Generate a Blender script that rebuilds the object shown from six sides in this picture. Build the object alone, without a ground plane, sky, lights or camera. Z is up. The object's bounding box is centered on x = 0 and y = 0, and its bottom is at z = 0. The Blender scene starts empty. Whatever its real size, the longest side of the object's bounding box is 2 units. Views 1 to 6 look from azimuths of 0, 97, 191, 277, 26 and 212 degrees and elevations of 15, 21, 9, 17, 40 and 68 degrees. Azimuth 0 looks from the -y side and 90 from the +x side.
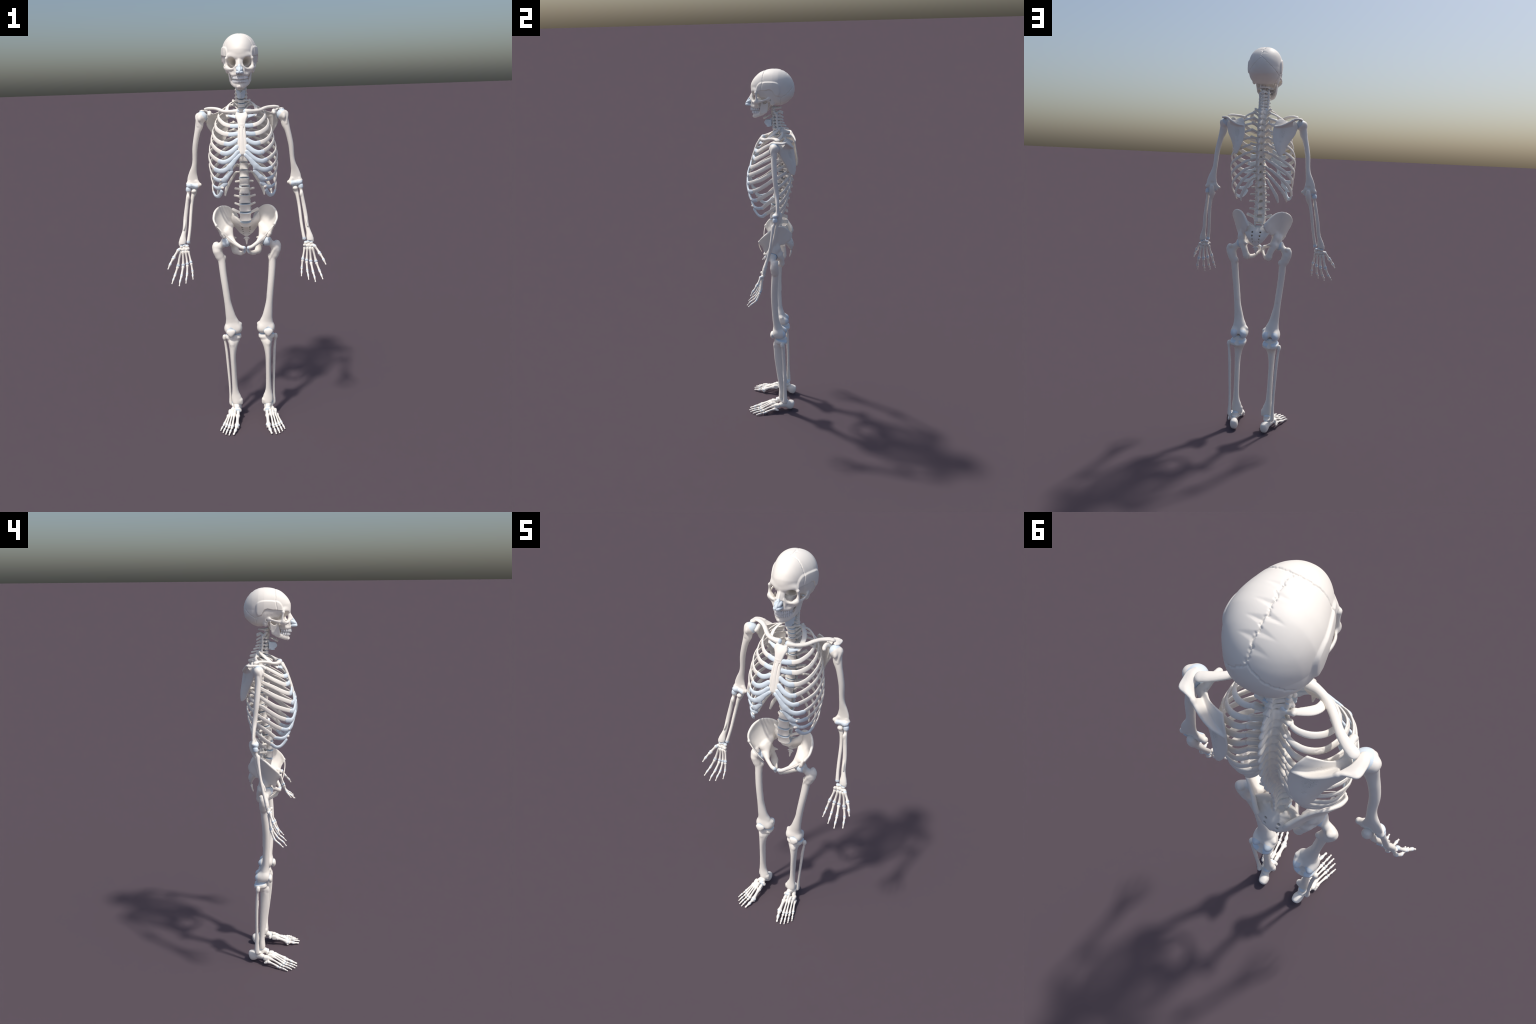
import bpy, numpy as np, math, random
from mathutils import Vector
random.seed(7); RNG = np.random.default_rng(7)
F32 = np.float32
def V(*a): return np.array(a, float)

# ------------------------------------------------------------------ spline helpers
def catmull(P, n):
    """resample control points (rows) with a centripetal-free Catmull-Rom, n samples per span"""
    P = np.asarray(P, float)
    if len(P) < 3:
        t = np.linspace(0, 1, n*(len(P)-1)+1)[:, None]
        return P[0]*(1-t)+P[-1]*t
    E = np.vstack([2*P[0]-P[1], P, 2*P[-1]-P[-2]])
    out = []
    t = (np.arange(n)/n)[:, None]
    for i in range(1, len(E)-2):
        a, b, c, d = E[i-1], E[i], E[i+1], E[i+2]
        out.append(.5*((2*b)+(c-a)*t+(2*a-5*b+4*c-d)*t**2+(-a+3*b-3*c+d)*t**3))
    out.append(P[-1][None])
    return np.vstack(out)
def unit(v): 
    v = np.asarray(v, float); return v/(np.linalg.norm(v)+1e-12)
def sstep(a, b, x):
    t = np.clip((x-a)/(b-a), 0, 1); return t*t*(3-2*t)

# ------------------------------------------------------------------ soft-solid modeller
class Solid:
    """A bone described as a sequence of rounded primitives that melt into each other
    (like metaballs), polygonised with a surface net of cell size h."""
    def __init__(self, h=.0018): self.h = h; self.ops = []
    # every op: (mode, blend, lo, hi, fn(field_block, X, Y, Z, origin))
    def _op(self, mode, k, lo, hi, fn): self.ops.append((mode, k, np.asarray(lo, float), np.asarray(hi, float), fn)); return self
    def ell(self, c, r, k=.006, rot=None, cut=False):
        c = V(*c); r = V(*r) if np.ndim(r) else V(r, r, r)
        R = np.eye(3) if rot is None else rot
        m = max(r)
        def fn(X, Y, Z):
            x, y, z = X-c[0], Y-c[1], Z-c[2]
            q = [x*R[0, i]+y*R[1, i]+z*R[2, i] for i in range(3)]
            k0 = np.sqrt(sum((q[i]/r[i])**2 for i in range(3)))
            k1 = np.sqrt(sum((q[i]/r[i]**2)**2 for i in range(3)))+1e-9
            return k0*(k0-1)/k1
        return self._op('cut' if cut else 'add', k, c-m, c+m, fn)
    def rod(self, pts, k=.005, flat=None, cut=False, n=6):
        """pts rows: (x,y,z,w[,t]); w radius, t radius along the direction `flat` (vector or list of vectors)"""
        rows = []
        for p in pts:
            p = list(p)
            if len(p) == 4: p.append(p[3])
            rows.append(p)
        C = catmull(rows, n) if len(rows) > 2 else catmull(rows, 2)
        C[:, 3:] = np.maximum(C[:, 3:], .0006)
        if flat is not None:
            Fv = np.asarray(flat, float)
            Fv = np.repeat(Fv[None], len(C), 0) if Fv.ndim == 1 else catmull(Fv, n if len(rows) > 2 else 2)
        m = C[:, 3:].max(1)[:, None]
        lo = (C[:, :3]-m).min(0); hi = (C[:, :3]+m).max(0)
        def fn(X, Y, Z, self=self):
            shp = np.broadcast(X, Y, Z).shape
            out = np.full(shp, 1.0, F32)
            xs, ys, zs = X.ravel(), Y.ravel(), Z.ravel()
            for i in range(len(C)-1):
                a, b = C[i, :3], C[i+1, :3]; rm = max(C[i, 3:].max(), C[i+1, 3:].max())+.012
                l, u = np.minimum(a, b)-rm, np.maximum(a, b)+rm
                i0, i1 = np.searchsorted(xs, [l[0], u[0]]); j0, j1 = np.searchsorted(ys, [l[1], u[1]]); k0, k1 = np.searchsorted(zs, [l[2], u[2]])
                if i1 <= i0 or j1 <= j0 or k1 <= k0: continue
                x = xs[i0:i1, None, None]-a[0]; y = ys[None, j0:j1, None]-a[1]; z = zs[None, None, k0:k1]-a[2]
                ab = b-a; L = ab@ab+1e-12
                t = np.clip((x*ab[0]+y*ab[1]+z*ab[2])/L, 0, 1)
                dx, dy, dz = x-t*ab[0], y-t*ab[1], z-t*ab[2]
                w = C[i, 3]+t*(C[i+1, 3]-C[i, 3])
                d2 = dx*dx+dy*dy+dz*dz
                if flat is None: d = np.sqrt(d2)-w
                else:
                    nn = Fv[i]; ax = ab/np.sqrt(L); nn = unit(nn-ax*(nn@ax))
                    th = C[i, 4]+t*(C[i+1, 4]-C[i, 4])
                    dn = dx*nn[0]+dy*nn[1]+dz*nn[2]
                    q = np.sqrt(np.maximum(d2-dn*dn, 0)/w**2+(dn/th)**2)
                    d = (q-1)*np.minimum(w, th)
                s = out[i0:i1, j0:j1, k0:k1]; np.minimum(s, d, out=s)
            return out
        return self._op('cut' if cut else 'add', k, lo, hi, fn)
    def sheet(self, grid, k=.005, sub=None, cut=False):
        """curved plate: grid[row][col] = (x,y,z,half thickness), splined both ways"""
        G = np.asarray(grid, float); nr, nc, _ = G.shape
        L = lambda A: np.linalg.norm(np.diff(A[..., :3], axis=0), axis=-1).sum(0).max()
        sp = self.h*.9
        nu = max(2, int(L(G)/(nr-1)/sp)+1); nv = max(2, int(L(G.transpose(1, 0, 2))/(nc-1)/sp)+1)
        A = np.stack([catmull(G[:, j], nu) for j in range(nc)], 1)
        B = np.stack([catmull(A[i], nv) for i in range(A.shape[0])], 0).reshape(-1, 4)
        B[:, 3] = np.maximum(B[:, 3], .0008)
        lo = (B[:, :3]-B[:, 3:]).min(0); hi = (B[:, :3]+B[:, 3:]).max(0)
        def fn(X, Y, Z):
            shp = np.broadcast(X, Y, Z).shape; out = np.full(shp, 1.0, F32)
            xs, ys, zs = X.ravel(), Y.ravel(), Z.ravel(); h = xs[1]-xs[0]
            pad = .0045
            for p in B:
                r = p[3]+pad
                i0 = max(0, int((p[0]-r-xs[0])/h)); i1 = int((p[0]+r-xs[0])/h)+2
                j0 = max(0, int((p[1]-r-ys[0])/h)); j1 = int((p[1]+r-ys[0])/h)+2
                k0 = max(0, int((p[2]-r-zs[0])/h)); k1 = int((p[2]+r-zs[0])/h)+2
                s = out[i0:i1, j0:j1, k0:k1]
                if s.size == 0: continue
                x = xs[i0:i1]-p[0]; y = ys[j0:j1]-p[1]; z = zs[k0:k1]-p[2]
                np.minimum(s, np.sqrt((x*x)[:, None, None]+(y*y)[None, :, None]+(z*z)[None, None, :])-p[3], out=s)
            return out
        return self._op('cut' if cut else 'add', k, lo, hi, fn)
    def func(self, fn, lo, hi, k=.005, cut=False):
        return self._op('cut' if cut else 'add', k, lo, hi, fn)
    def warp(self, fn):
        """final offset of the field, fn(f,X,Y,Z)"""
        self._warp = fn; return self
    def mesh(self):
        h = self.h
        adds = [o for o in self.ops if o[0] == 'add']
        lo = np.min([o[2] for o in adds], 0)-4*h; hi = np.max([o[3] for o in adds], 0)+4*h
        n = np.ceil((hi-lo)/h).astype(int)+1
        ax = [(lo[i]+h*np.arange(n[i])).astype(F32) for i in range(3)]
        f = np.full(n, .05, F32)
        for mode, k, l, u, fn in self.ops:
            m = k+3*h
            i0 = np.clip(np.floor((l-m-lo)/h).astype(int), 0, n); i1 = np.clip(np.ceil((u+m-lo)/h).astype(int)+1, 0, n)
            if np.any(i1 <= i0): continue
            sl = tuple(slice(a, b) for a, b in zip(i0, i1))
            X = ax[0][sl[0]][:, None, None]; Y = ax[1][sl[1]][None, :, None]; Z = ax[2][sl[2]][None, None, :]
            g = np.asarray(fn(X, Y, Z), F32); a = f[sl]
            if mode == 'add':
                q = np.maximum(k-np.abs(a-g), 0)/max(k, 1e-6); f[sl] = np.minimum(a, g)-q*q*k*.25
            else:
                g = -g; q = np.maximum(k-np.abs(a-g), 0)/max(k, 1e-6); f[sl] = np.maximum(a, g)+q*q*k*.25
        if hasattr(self, '_warp'):
            f = np.asarray(self._warp(f, ax[0][:, None, None], ax[1][None, :, None], ax[2][None, None, :]), F32)
        return surface_net(f, lo, h)

def surface_net(f, lo, h):
    s = f < 0
    c = s[:-1, :-1, :-1].astype(np.int8)
    c = sum(s[i:f.shape[0]-1+i, j:f.shape[1]-1+j, k:f.shape[2]-1+k].astype(np.int8) for i in (0, 1) for j in (0, 1) for k in (0, 1))
    I = np.argwhere((c > 0) & (c < 8))
    ids = np.full(c.shape, -1, np.int32); ids[I[:, 0], I[:, 1], I[:, 2]] = np.arange(len(I))
    pos = np.zeros((len(I), 3)); cnt = np.zeros((len(I), 1))
    cor = [(i, j, k) for i in (0, 1) for j in (0, 1) for k in (0, 1)]
    for a in cor:
        for d in range(3):
            if a[d]: continue
            b = list(a); b[d] = 1
            va = f[I[:, 0]+a[0], I[:, 1]+a[1], I[:, 2]+a[2]]; vb = f[I[:, 0]+b[0], I[:, 1]+b[1], I[:, 2]+b[2]]
            m = (va < 0) != (vb < 0)
            t = np.where(m, va/np.where(m, va-vb, 1), 0)
            p = np.tile(np.array(a, float), (len(I), 1)); p[:, d] = t
            pos += p*m[:, None]; cnt += m[:, None]
    verts = lo+h*(I+pos/cnt)
    quads = []
    for d in range(3):
        e, g = (d+1) % 3, (d+2) % 3
        n = list(f.shape)
        sl0 = [slice(None)]*3; sl1 = [slice(None)]*3
        sl0[d] = slice(0, n[d]-1); sl1[d] = slice(1, n[d])
        for q in (e, g): sl0[q] = sl1[q] = slice(1, n[q]-1)
        A, B = s[tuple(sl0)], s[tuple(sl1)]
        for flip, M in ((False, A & ~B), (True, ~A & B)):
            E = np.argwhere(M)
            if not len(E): continue
            E[:, e] += 1; E[:, g] += 1
            def cell(de, dg):
                q = E.copy(); q[:, e] -= de; q[:, g] -= dg
                return ids[q[:, 0], q[:, 1], q[:, 2]]
            Q = np.stack([cell(1, 1), cell(0, 1), cell(0, 0), cell(1, 0)], 1)
            quads.append(Q[:, ::-1] if flip else Q)
    quads = np.vstack(quads)
    # relax the net a little without shrinking it (Taubin)
    e = np.vstack([quads[:, [0, 1]], quads[:, [1, 2]], quads[:, [2, 3]], quads[:, [3, 0]]])
    deg = np.bincount(e.ravel(), minlength=len(verts))[:, None]
    for lam in (.55, -.57)*6:
        acc = np.stack([np.bincount(e[:, 0], verts[e[:, 1], i], len(verts))+np.bincount(e[:, 1], verts[e[:, 0], i], len(verts)) for i in range(3)], 1)
        verts = verts+lam*(acc/np.maximum(deg, 1)-verts)
    return verts, quads

# ------------------------------------------------------------------ materials
def bone_material(name, col, col2, rough=.55, scale=60):
    m = bpy.data.materials.new(name); m.use_nodes = True
    nt = m.node_tree; b = nt.nodes['Principled BSDF']
    tc = nt.nodes.new('ShaderNodeTexCoord')
    nz = nt.nodes.new('ShaderNodeTexNoise'); nz.inputs['Scale'].default_value = scale; nz.inputs['Detail'].default_value = 4
    rp = nt.nodes.new('ShaderNodeValToRGB'); rp.color_ramp.elements[0].position = .35; rp.color_ramp.elements[1].position = .65
    rp.color_ramp.elements[0].color = (*col2, 1); rp.color_ramp.elements[1].color = (*col, 1)
    bp = nt.nodes.new('ShaderNodeBump'); bp.inputs['Strength'].default_value = .02; bp.inputs['Distance'].default_value = .002
    n2 = nt.nodes.new('ShaderNodeTexNoise'); n2.inputs['Scale'].default_value = 260; n2.inputs['Detail'].default_value = 2
    L = nt.links.new
    L(tc.outputs['Object'], nz.inputs['Vector']); L(tc.outputs['Object'], n2.inputs['Vector'])
    L(nz.outputs['Fac'], rp.inputs['Fac']); L(rp.outputs['Color'], b.inputs['Base Color'])
    L(n2.outputs['Fac'], bp.inputs['Height']); L(bp.outputs['Normal'], b.inputs['Normal'])
    b.inputs['Roughness'].default_value = rough
    b.inputs['Specular IOR Level'].default_value = .4
    return m
BONE = bone_material('bone', (.905, .862, .795), (.895, .850, .782))
CART = bone_material('cartilage', (.715, .800, .870), (.700, .788, .860), .45)
TOOTH = bone_material('enamel', (.87, .87, .87), (.85, .85, .85), .35, 90)

# ------------------------------------------------------------------ scene objects
ROOT = bpy.data.objects.new('human_skeleton', None); bpy.context.scene.collection.objects.link(ROOT)
ROOT['label'] = 'standing white human skeleton with pale blue joint cartilage'
ROOT['category'] = 'skeleton'
def group(name):
    o = bpy.data.objects.new(name, None); bpy.context.scene.collection.objects.link(o); o.parent = ROOT; return o
def raw_mesh(name, verts, faces, mat, normals=None):
    me = bpy.data.meshes.new(name)
    nv, nf = len(verts), len(faces); k = faces.shape[1]
    me.vertices.add(nv); me.vertices.foreach_set('co', np.ascontiguousarray(verts, F32).ravel())
    me.loops.add(nf*k); me.loops.foreach_set('vertex_index', np.ascontiguousarray(faces, np.int32).ravel())
    me.polygons.add(nf); me.polygons.foreach_set('loop_start', np.arange(0, nf*k, k, dtype=np.int32))
    me.polygons.foreach_set('use_smooth', np.ones(nf, bool))
    me.update(calc_edges=True); me.validate()
    me.materials.append(mat)
    if normals is not None: me.normals_split_custom_set_from_vertices([tuple(n) for n in normals])
    return me
def put(name, me, parent):
    o = bpy.data.objects.new(name, me); bpy.context.scene.collection.objects.link(o); o.parent = parent or ROOT; return o
def vnormals(v, q):
    n = np.cross(v[q[:, 2]]-v[q[:, 0]], v[q[:, 3]]-v[q[:, 1]]); N = np.zeros_like(v)
    for j in range(4): np.add.at(N, q[:, j], n)
    return N/(np.linalg.norm(N, axis=1, keepdims=True)+1e-12)
def split_put(name, v, q, parent, parts, mat=BONE, nest=False):
    """parts: list of (part name, material, predicate(face centres, face normals)); the first part that accepts a face keeps it.
    Faces left over go to `name`.  With nest the parts become children of the main piece."""
    N = vnormals(v, q); cen = v[q].mean(1); fn = N[q].mean(1)
    free = np.ones(len(q), bool); made = []
    for pn, pm, pred in parts:
        m = free & pred(cen, fn)
        if m.sum() > 3: made.append((pn, pm, q[m])); free &= ~m
    main = None
    if free.any(): made.insert(0, (name, mat, q[free]))
    for i, (pn, pm, qq) in enumerate(made):
        u, inv = np.unique(qq, return_inverse=True)
        me = raw_mesh(pn, v[u], inv.reshape(qq.shape), pm, N[u])
        o = put(pn, me, parent if (i == 0 or not nest or main is None) else main)
        if i == 0: main = o
    return main
def bone(name, solid, parent=None, parts=(), both=True, mat=BONE, nest=False):
    v, q = solid.mesh()
    out = [split_put(name, v, q, parent if not isinstance(parent, (list, tuple)) else parent[0], list(parts), mat, nest)]
    if both:
        M = np.array([-1, 1, 1.])
        mp = [(a, b, (lambda c, n, p=p: p(c*M, n*M))) for a, b, p in parts]
        out.append(split_put(name, v*M, q[:, ::-1], parent if not isinstance(parent, (list, tuple)) else parent[1], mp, mat, nest))
    return out
def near(c, r): 
    c = V(*c); return lambda P, N: np.linalg.norm(P-c, axis=1) < r
# ================================================================== ARM
CT = 'articular_cartilage'
s = Solid(.0018)
s.rod([(.205,.046,1.612,.0195,.0165),(.209,.045,1.585,.0195,.0145),(.2188,.0455,1.5554,.0147,.0140),(.2286,.0477,1.5173,.0133),(.2368,.0516,1.4736,.0126),(.2412,.0577,1.4184,.0116),
       (.2463,.0605,1.3849,.0135,.0112),(.2543,.063,1.351,.020,.0092),(.2575,.0637,1.3228,.0265,.0085),(.256,.062,1.305,.028,.008)], flat=(0,1,0))
s.ell((.194,.047,1.6265),.0255,.008)
s.ell((.2135,.049,1.6275),(.0125,.015,.016),.008)
s.ell((.2035,.027,1.617),(.008,.008,.012),.007)
s.rod([(.217,.044,1.628,.006),(.2165,.036,1.612,.006),(.214,.035,1.585,.005)],.006)
s.rod([(.240,.062,1.310,.009),(.229,.058,1.298,.009),(.2215,.057,1.2945,.0085)],.006)
s.rod([(.274,.063,1.310,.008),(.284,.064,1.300,.0075)],.006)
s.rod([(.236,.054,1.289,.0125),(.244,.054,1.290,.0105),(.254,.053,1.292,.0088),(.263,.053,1.292,.0098),(.2735,.0505,1.2935,.0130),(.280,.0515,1.294,.0105)],.004,n=4)
s.ell((.253,.079,1.315),(.0115,.012,.012),.006,cut=True)
s.ell((.253,.043,1.313),(.009,.007,.007),.006,cut=True)
hd=V(.194,.047,1.6265); hn=unit((-.80,.30,.62))
humerus=bone('humerus',s,parts=[(CT,CART,lambda P,N:((np.linalg.norm(P-hd,axis=1)<.0275)&((P-hd)@hn>.001))|((P[:,2]<1.3025)&(P[:,1]<.0665)&(P[:,0]>.2325)))],nest=True)

s = Solid(.0015)
s.rod([(.2815,.052,1.2765,.0122),(.2815,.052,1.2705,.0126),(.2815,.0512,1.264,.0095),(.283,.0485,1.253,.0072),(.2848,.042,1.238,.0088),(.289,.0385,1.214,.0086),(.2932,.0345,1.1878,.0092,.0068),
       (.3021,.0257,1.1328,.0096,.0066),(.308,.0135,1.0783,.0098,.008),(.3145,.005,1.0516,.0115,.0088),(.3195,-.003,1.026,.0165,.0102),(.3210,-.006,1.0135,.0165,.0105)],flat=(0,1,.1))
s.ell((.2810,.0365,1.236),(.006,.006,.011),.006)
s.rod([(.332,-.005,1.016,.006),(.335,-.007,1.004,.0045)],.005)
s.rod([(.3035,.019,1.12,.0035),(.306,.0085,1.098,.0045),(.3105,.002,1.08,.0035)],.003)
s.ell((.316,-.008,1.002),(.016,.010,.008),.003,cut=True)
bone('radius',s,parts=[(CT,CART,lambda P,N:(P[:,2]>1.2665)|((P[:,2]<1.0135)&(N[:,2]<-.5)))],nest=True)

s = Solid(.0015)
s.rod([(.2525,.0735,1.298,.0115),(.2525,.073,1.285,.0135),(.2535,.068,1.266,.0138),(.2565,.061,1.250,.0122),(.2635,.055,1.2285,.0090),(.2705,.047,1.1844,.0080),(.2750,.0345,1.1415,.0077),(.2790,.0215,1.0977,.0074),
       (.2840,.0090,1.0601,.0074),(.2895,-.0012,1.027,.0080),(.2912,-.0025,1.017,.0092)])
s.ell((.2540,.0510,1.264),(.0125,.011,.010),.008)
s.rod([(.235,.052,1.287,.0125),(.254,.0535,1.2895,.0125),(.27,.052,1.289,.0125)],.003,cut=True)
s.rod([(.286,.003,1.014,.004),(.2855,.003,1.008,.003)],.003)
bone('ulna',s,parts=[(CT,CART,lambda P,N:((P[:,2]<1.0245)&(P[:,2]>1.011))|(near((.253,.0535,1.2895),.0142)(P,N)))],nest=True)

# ================================================================== HAND
hands=[group('hand'),group('hand')]
def ellipsoid_rot(ax, ang):
    a = unit(ax); K = np.array([[0,-a[2],a[1]],[a[2],0,-a[0]],[-a[1],a[0],0]]); return np.eye(3)+math.sin(ang)*K+(1-math.cos(ang))*K@K
carpals=[((.3255,-.0085,.9955),(.0085,.0075,.0075),1),((.3125,-.0060,1.0005),(.0072,.008,.0075),1),((.2985,-.0075,.9965),(.0078,.0075,.0070),1),((.2910,-.0225,.9870),(.0062,.006,.0070),0),
         ((.3355,-.0145,.9830),(.0085,.0075,.0075),0),((.3245,-.0125,.9800),(.0065,.007,.0070),0),((.3130,-.0105,.9825),(.0072,.008,.0105),0),((.2995,-.0130,.9815),(.0080,.008,.0085),0)]
for i,(c,r,blue) in enumerate(carpals):
    r=np.array(r)*1.13; s=Solid(.0012); s.ell(c,r,.002,rot=ellipsoid_rot((RNG.normal(),RNG.normal(),RNG.normal()),.5))
    d=V(*c); o=V(RNG.normal(),RNG.normal()*.4,RNG.normal()); o=unit(o)
    s.ell(d+o*max(r)*.55,np.array(r)*.62,.003)
    s.ell(d-o*max(r)*.50+V(0,-.002,.0),np.array(r)*.6,.003)
    P=[(CT,CART,(lambda Q,N,d=d:(N[:,2]>.35)))] if blue else [(CT,CART,(lambda Q,N,d=d:(N[:,2]<-.72)))]
    bone('carpal_bone',s,hands,P)
def long_bone(a,b,rb,rs,rh,arch=V(0,0,0),h=.0012,base_flat=1.0,blue_head=.011,name='phalanx',parent=hands,blue_base=0):
    """small tubular bone from a (base) to b (head)"""
    a,b=V(*a),V(*b); d=b-a; L=np.linalg.norm(d); u=d/L
    pt=lambda t,r:(*(a+d*t+arch*4*t*(1-t)),r)
    s=Solid(h)
    s.rod([pt(.04,rb*.92),pt(.12,rb*.95),pt(.28,rs*1.12),pt(.5,rs),pt(.74,rs*1.1),pt(.9,rh*.95),pt(.96,rh*.9)],n=4)
    side=unit(np.cross(u,unit((0,-1,.3))))
    for sg in (-1,1):
        s.ell(a+d*.94+side*sg*rh*.42,rh*.74,.002)
        s.ell(a+d*.07+side*sg*rb*.40,rb*.68,.002)
    parts=[]
    if blue_head: parts=[(CT,CART,lambda P,N:((P-a)@u>L-blue_head)|((P-a)@u<-rb*.25 if not blue_base else (P-a)@u<blue_base))]
    return bone(name,s,parent,parts)
digits={ # base, mcp, pip, dip, tip
 'index':[(.3304,-.0165,.9690),(.3489,-.0277,.8976),(.3639,-.0470,.8565),(.3707,-.0702,.8404),(.3755,-.0870,.8263)],
 'middle':[(.3180,-.0180,.9690),(.3219,-.0261,.8989),(.3302,-.0578,.8539),(.3353,-.0850,.8353),(.3379,-.0991,.8174)],
 'ring':[(.3045,-.0200,.9705),(.2997,-.0322,.9063),(.3013,-.0568,.8618),(.3040,-.0809,.8444),(.3045,-.0960,.8291)],
 'little':[(.2907,-.0210,.9720),(.2794,-.0409,.9171),(.2735,-.0547,.8764),(.2720,-.0692,.8581),(.2700,-.0813,.8439)]}
for nm,P in digits.items():
    k={'index':1.14,'middle':1.16,'ring':1.07,'little':1.0}[nm]
    P=[V(*p) for p in P]; g=.0008
    off=lambda i,t:P[i]+(P[i+1]-P[i])*t
    long_bone(P[0]+V(.0015,.001,.003),off(0,.985),.0066*k,.0044*k,.0066*k,V(0,.0015,0),name='metacarpal',blue_head=.0105)
    long_bone(off(1,.045),off(1,.975),.0062*k,.0043*k,.0051*k,V(0,.0012,.0005),blue_head=.0065)
    long_bone(off(2,.06),off(2,.95),.0050*k,.0036*k,.0042*k,V(0,.001,.0005),blue_head=.0045)
    s=Solid(.0008); a,b=off(3,.09),P[4]; d=b-a
    s.rod([(*(a),.0040*k),(*(a+d*.2),.0034*k),(*(a+d*.55),.0022*k),(*(a+d*.8),.0024*k),(*(a+d*.97),.0030*k)],flat=unit((0,-.6,.8)),n=4)
    bone('phalanx',s,hands)
T=[V(.3400,-.0225,.9835),V(.3665,-.0405,.9445),V(.3835,-.0615,.9165),V(.3925,-.0710,.8975)]
long_bone(T[0],T[0]+(T[1]-T[0])*.97,.0080,.0053,.0078,V(.001,.001,0),name='metacarpal',blue_head=.006,blue_base=.003)
long_bone(T[1]+(T[2]-T[1])*.06,T[1]+(T[2]-T[1])*.95,.0072,.0047,.0061,V(.001,.0005,0),blue_head=.0055)
s=Solid(.0008); a,d=T[2]+(T[3]-T[2])*.08,(T[3]-T[2])*.92
s.rod([(*a,.0058),(*(a+d*.25),.0047),(*(a+d*.6),.0031),(*(a+d*.97),.0036)],n=4); bone('phalanx',s,hands)
for c in [(.3620,-.0480,.9450),(.3700,-.0470,.9420)]:
    s=Solid(.0008); s.ell(c,(.003,.0025,.0035)); bone('sesamoid_bone',s,hands)

# ================================================================== SHOULDER GIRDLE
s=Solid(.0016)
s.rod([(.0215,-.0350,1.6485,.0130,.0122),(.0300,-.0350,1.6485,.0124,.0112),(.0456,-.0324,1.6487,.0104,.0090),(.0697,-.0223,1.6490,.0098,.0082),(.0910,-.0055,1.6523,.0096,.0080),(.1097,.0150,1.6595,.0096,.0076),(.1318,.0380,1.6640,.0100,.0068),
       (.1568,.0545,1.6653,.0122,.0062),(.1710,.0610,1.6635,.0125,.0058)],flat=(0,0,1))
bone('clavicle',s,parts=[(CT,CART,lambda P,N:P[:,0]<.0195)],nest=True)

s=Solid(.0015)
s.sheet([[(.0955,.1050,1.6475,.0032),(.1130,.0995,1.6450,.0022),(.1370,.0880,1.6370,.0018),(.1560,.0740,1.6340,.0045)],
         [(.0850,.1190,1.6350,.0028),(.1080,.1120,1.6290,.0014),(.1380,.0950,1.6270,.0018),(.1660,.0720,1.6260,.0060)],
         [(.0768,.1300,1.6120,.0030),(.1050,.1180,1.6110,.0014),(.1400,.0990,1.6110,.0020),(.1730,.0700,1.6140,.0068)],
         [(.0728,.1370,1.5800,.0025),(.1000,.1290,1.5800,.0012),(.1350,.1090,1.5800,.0015),(.1690,.0780,1.5800,.0046)],
         [(.0760,.1415,1.5480,.0025),(.0980,.1370,1.5480,.0012),(.1230,.1230,1.5480,.0015),(.1490,.0945,1.5450,.0042)],
         [(.0855,.1450,1.5180,.0027),(.1000,.1430,1.5160,.0015),(.1160,.1340,1.5130,.0018),(.1330,.1095,1.5110,.0040)],
         [(.0970,.1445,1.4920,.0030),(.1050,.1430,1.4880,.0022),(.1150,.1370,1.4860,.0025),(.1260,.1190,1.4870,.0038)],
         [(.1060,.1405,1.4760,.0036),(.1090,.1400,1.4740,.0034),(.1130,.1370,1.4735,.0034),(.1180,.1310,1.4755,.0036)]],.004)
s.ell((.1725,.0650,1.6170),(.0085,.0130,.0200),.008,rot=ellipsoid_rot((0,0,1),-.55))
s.rod([(.1620,.0620,1.6320,.0085),(.1580,.0500,1.6440,.0092),(.1540,.0360,1.6450,.0088),(.1535,.0240,1.6400,.0085),(.1555,.0200,1.6360,.0078)],.008)
s.ell((.1940,.0470,1.6265),.0270,.002,cut=True)
s.sheet([[(.0800,.1290,1.6110,.0032),(.1080,.1180,1.6120,.0032),(.1350,.1030,1.6160,.0036),(.1560,.0880,1.6230,.0045)],
         [(.0800,.1310,1.6110,.0035),(.1090,.1235,1.6140,.0030),(.1360,.1120,1.6240,.0032),(.1600,.0990,1.6370,.0036)],
         [(.0800,.1325,1.6110,.0030),(.1110,.1300,1.6160,.0042),(.1370,.1220,1.6285,.0044),(.1630,.1080,1.6445,.0046)]],.006)
s.sheet([[(.1620,.1070,1.6445,.0042),(.1720,.1040,1.6500,.0042),(.1830,.1010,1.6520,.0042)],
         [(.1700,.0960,1.6460,.0042),(.1860,.0950,1.6520,.0045),(.1985,.0955,1.6510,.0042)],
         [(.1800,.0800,1.6510,.0040),(.1920,.0790,1.6530,.0045),(.2020,.0780,1.6505,.0042)],
         [(.1830,.0640,1.6530,.0040),(.1930,.0620,1.6545,.0045),(.2015,.0590,1.6520,.0042)],
         [(.1850,.0500,1.6540,.0036),(.1900,.0470,1.6545,.0038),(.1940,.0460,1.6530,.0038)]],.006)
bone('scapula',s,parts=[(CT,CART,lambda P,N:(np.linalg.norm(P-V(.194,.047,1.6265),axis=1)<.0283))],nest=True)

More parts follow.
